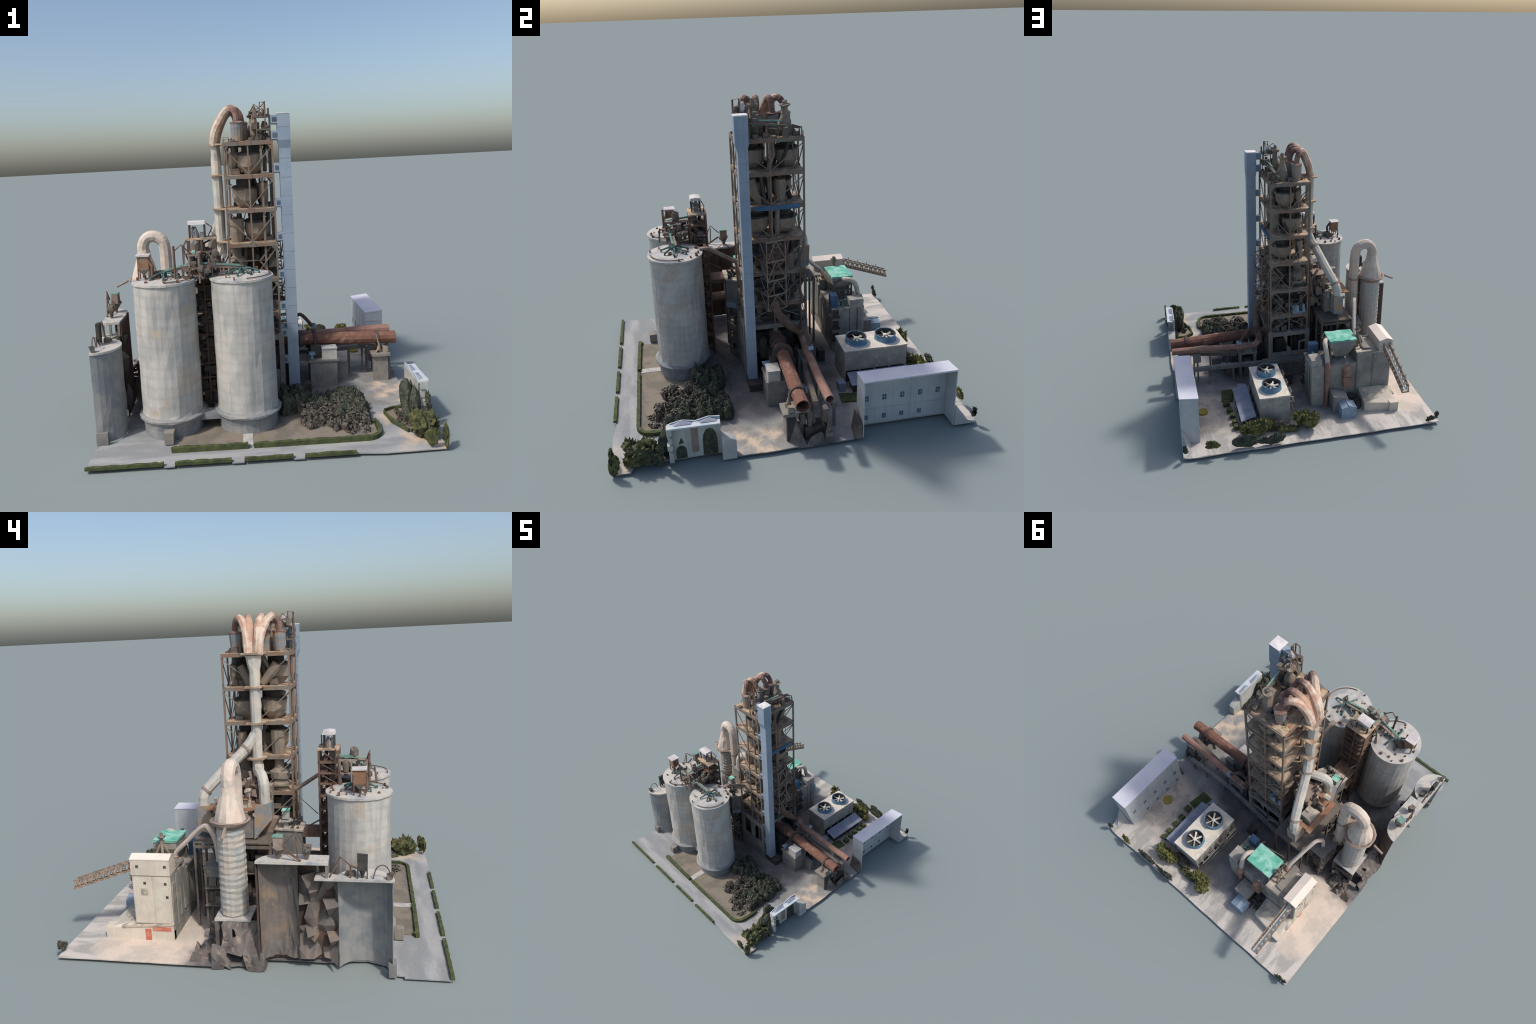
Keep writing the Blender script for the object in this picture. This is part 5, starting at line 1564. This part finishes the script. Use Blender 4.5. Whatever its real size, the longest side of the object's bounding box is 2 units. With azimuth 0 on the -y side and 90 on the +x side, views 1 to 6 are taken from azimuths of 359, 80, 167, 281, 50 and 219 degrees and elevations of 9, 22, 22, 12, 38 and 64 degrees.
put("cut_foundation", pr, "cut_rubble", kiln)
put("pier_opening", M().prism([(0.797, -0.066), (0.806, -0.066), (0.803, -0.018), (0.797, -0.018)], 0.025, 0.165).box(0.74, 0.81, 0.03, 0.165, GZ, 0.10), "dark_steel", kiln)
pr = M()
pr.add([(0.755, 0.300, GZ - 0.004), (0.859, 0.285, GZ - 0.004), (0.860, 0.336, GZ - 0.004), (0.755, 0.336, GZ - 0.004), (0.757, 0.318, 0.142), (0.835, 0.318, 0.13), (0.859, 0.326, 0.108)],
       [(0, 1, 6, 5), (0, 5, 4), (1, 2, 6), (2, 3, 4, 5, 6), (3, 0, 4), (3, 2, 1, 0)])
for y, h in ((0.145, 0.158), (0.165, 0.12)):
    pr.add([(0.83, y - 0.02, GZ - 0.004), (0.86, y - 0.02, GZ - 0.004), (0.86, y + 0.02, GZ - 0.004), (0.835, y + 0.02, GZ), (0.85, y, h)], [(0, 1, 4), (1, 2, 4), (2, 3, 4), (3, 0, 4), (3, 2, 1, 0)])
put("spoil_heap", pr, "cut_rubble", kiln)
random.seed(33)
dp = [(0.857, 0.150, 0.291), (0.78, 0.150, 0.290), (0.70, 0.151, 0.289), (0.62, 0.152, 0.287), (0.54, 0.153, 0.284), (0.46, 0.155, 0.281), (0.38, 0.157, 0.277), (0.30, 0.160, 0.278), (0.245, 0.164, 0.288), (0.218, 0.160, 0.318)]
air = put("hot_air_duct", M().tube(dp, 0.0245, 9, hollow=0.003, jit=0.07), "air_duct_rust")
dd = smooth_path([(0.218, 0.160, 0.300), (0.212, 0.145, 0.345), (0.222, 0.100, 0.385), (0.215, 0.05, 0.43), (0.205, 0.01, 0.49), (0.185, 0.0, 0.54), (0.14, 0.01, 0.56)], 2)
put("riser_duct", M().tube(dd, 0.025, 9, jit=0.06), "rust_steel", air)
bp = smooth_path([(0.368, 0.169, 0.315), (0.345, 0.165, 0.350), (0.300, 0.152, 0.405), (0.277, 0.145, 0.415), (0.250, 0.142, 0.402), (0.215, 0.140, 0.365)], 2)
put("bypass_pipe", M().tube(bp, 0.0115, 8, jit=0.05), "tyre_steel", air)
dt = M().box(0.235, 0.378, 0.120, 0.185, 0.222, 0.236)
for x in (0.25, 0.362):
    for y in (0.13, 0.178):
        dt.box(x - 0.008, x + 0.008, y - 0.008, y + 0.008, GZ, 0.222)
dt.box(0.27, 0.33, 0.13, 0.18, 0.236, 0.262, 0.004)
for x in (0.24, 0.30):
    dt.box(x - 0.002, x + 0.002, 0.178, 0.182, 0.236, 0.36)
dt.box(0.672, 0.684, 0.145, 0.157, GZ, 0.265)
dt.box(0.66, 0.71, 0.13, 0.165, 0.19, 0.255, 0.008)
put("duct_trestle", dt, "gray_wall", air)
put("valve_box", M().box(0.352, 0.385, 0.155, 0.185, 0.312, 0.330), "light_blue_sheet", air)

# cable bridge running past the tower
random.seed(34)
rk = M()
pts = [(-0.16, 0.245, 0.160), (-0.02, 0.232, 0.158), (0.15, 0.215, 0.152), (0.35, 0.200, 0.150), (0.55, 0.203, 0.156), (0.735, 0.215, 0.162)]
for a, b in zip(pts[:-1], pts[1:]):
    rk.beam(a, b, 0.028, 0.028)
for x, y in ((-0.1, 0.24), (0.06, 0.225), (0.2, 0.21), (0.42, 0.2), (0.6, 0.206), (0.72, 0.214)):
    rk.box(x - 0.007, x + 0.007, y - 0.007, y + 0.007, GZ, 0.148)
rack = put("cable_bridge", rk, "gray_wall")
rk = M()
rk.tube([(-0.14, 0.236, 0.178), (0.0, 0.22, 0.177), (0.2, 0.203, 0.170)], 0.006, 6)
rk.tube([(-0.155, 0.23, 0.20), (-0.155, 0.23, 0.29), (-0.13, 0.23, 0.32), (-0.07, 0.25, 0.32), (-0.07, 0.25, 0.24), (-0.155, 0.25, 0.24)], 0.008, 6)
put("cable_pipe", rk, "gray_wall", rack)

# burner hut south of the kiln
ht = M().box(0.310, 0.474, -0.110, 0.02, GZ, 0.178)
ht.box(0.474, 0.56, 0.002, 0.03, GZ, 0.12)
hut = put("kiln_drive_house", ht, "gray_wall")
put("drive_house_roof", M().box(0.300, 0.480, -0.116, 0.022, 0.178, 0.188, 0.002), "base_concrete", hut)
put("roof_plant_room", M().box(0.387, 0.476, -0.106, -0.035, 0.188, 0.252, 0.002), "silo_roof_concrete", hut)
put("plant_room_roof", M().box(0.385, 0.478, -0.108, -0.033, 0.252, 0.259), "silo_roof_concrete", hut)
put("roof_cowl", M().box(0.305, 0.345, -0.112, -0.06, 0.222, 0.230, 0.002).box(0.315, 0.332, -0.10, -0.07, 0.19, 0.222), "light_blue_sheet", hut)
random.seed(35)
yd = M()
for i in range(8):
    x, y = random.uniform(0.38, 0.47), random.uniform(0.05, 0.13)
    w = random.uniform(0.012, 0.025)
    yd.box(x - w, x + w, y - w, y + w, GZ, GZ + random.uniform(0.02, 0.10), 0.005)
yd.beam((0.38, 0.131, 0.207), (0.80, 0.090, 0.238), 0.026, 0.026)
for x in (0.45, 0.58, 0.70):
    yd.box(x - 0.005, x + 0.005, 0.115 - (x - 0.45) * 0.1, 0.125 - (x - 0.45) * 0.1, GZ, 0.20)
put("kiln_yard_plant", yd, "machine_steel", hut, kind="stuff")
put("yard_tank", M().box(0.43, 0.50, 0.095, 0.135, 0.10, 0.118, 0.003), "light_blue_sheet", hut)
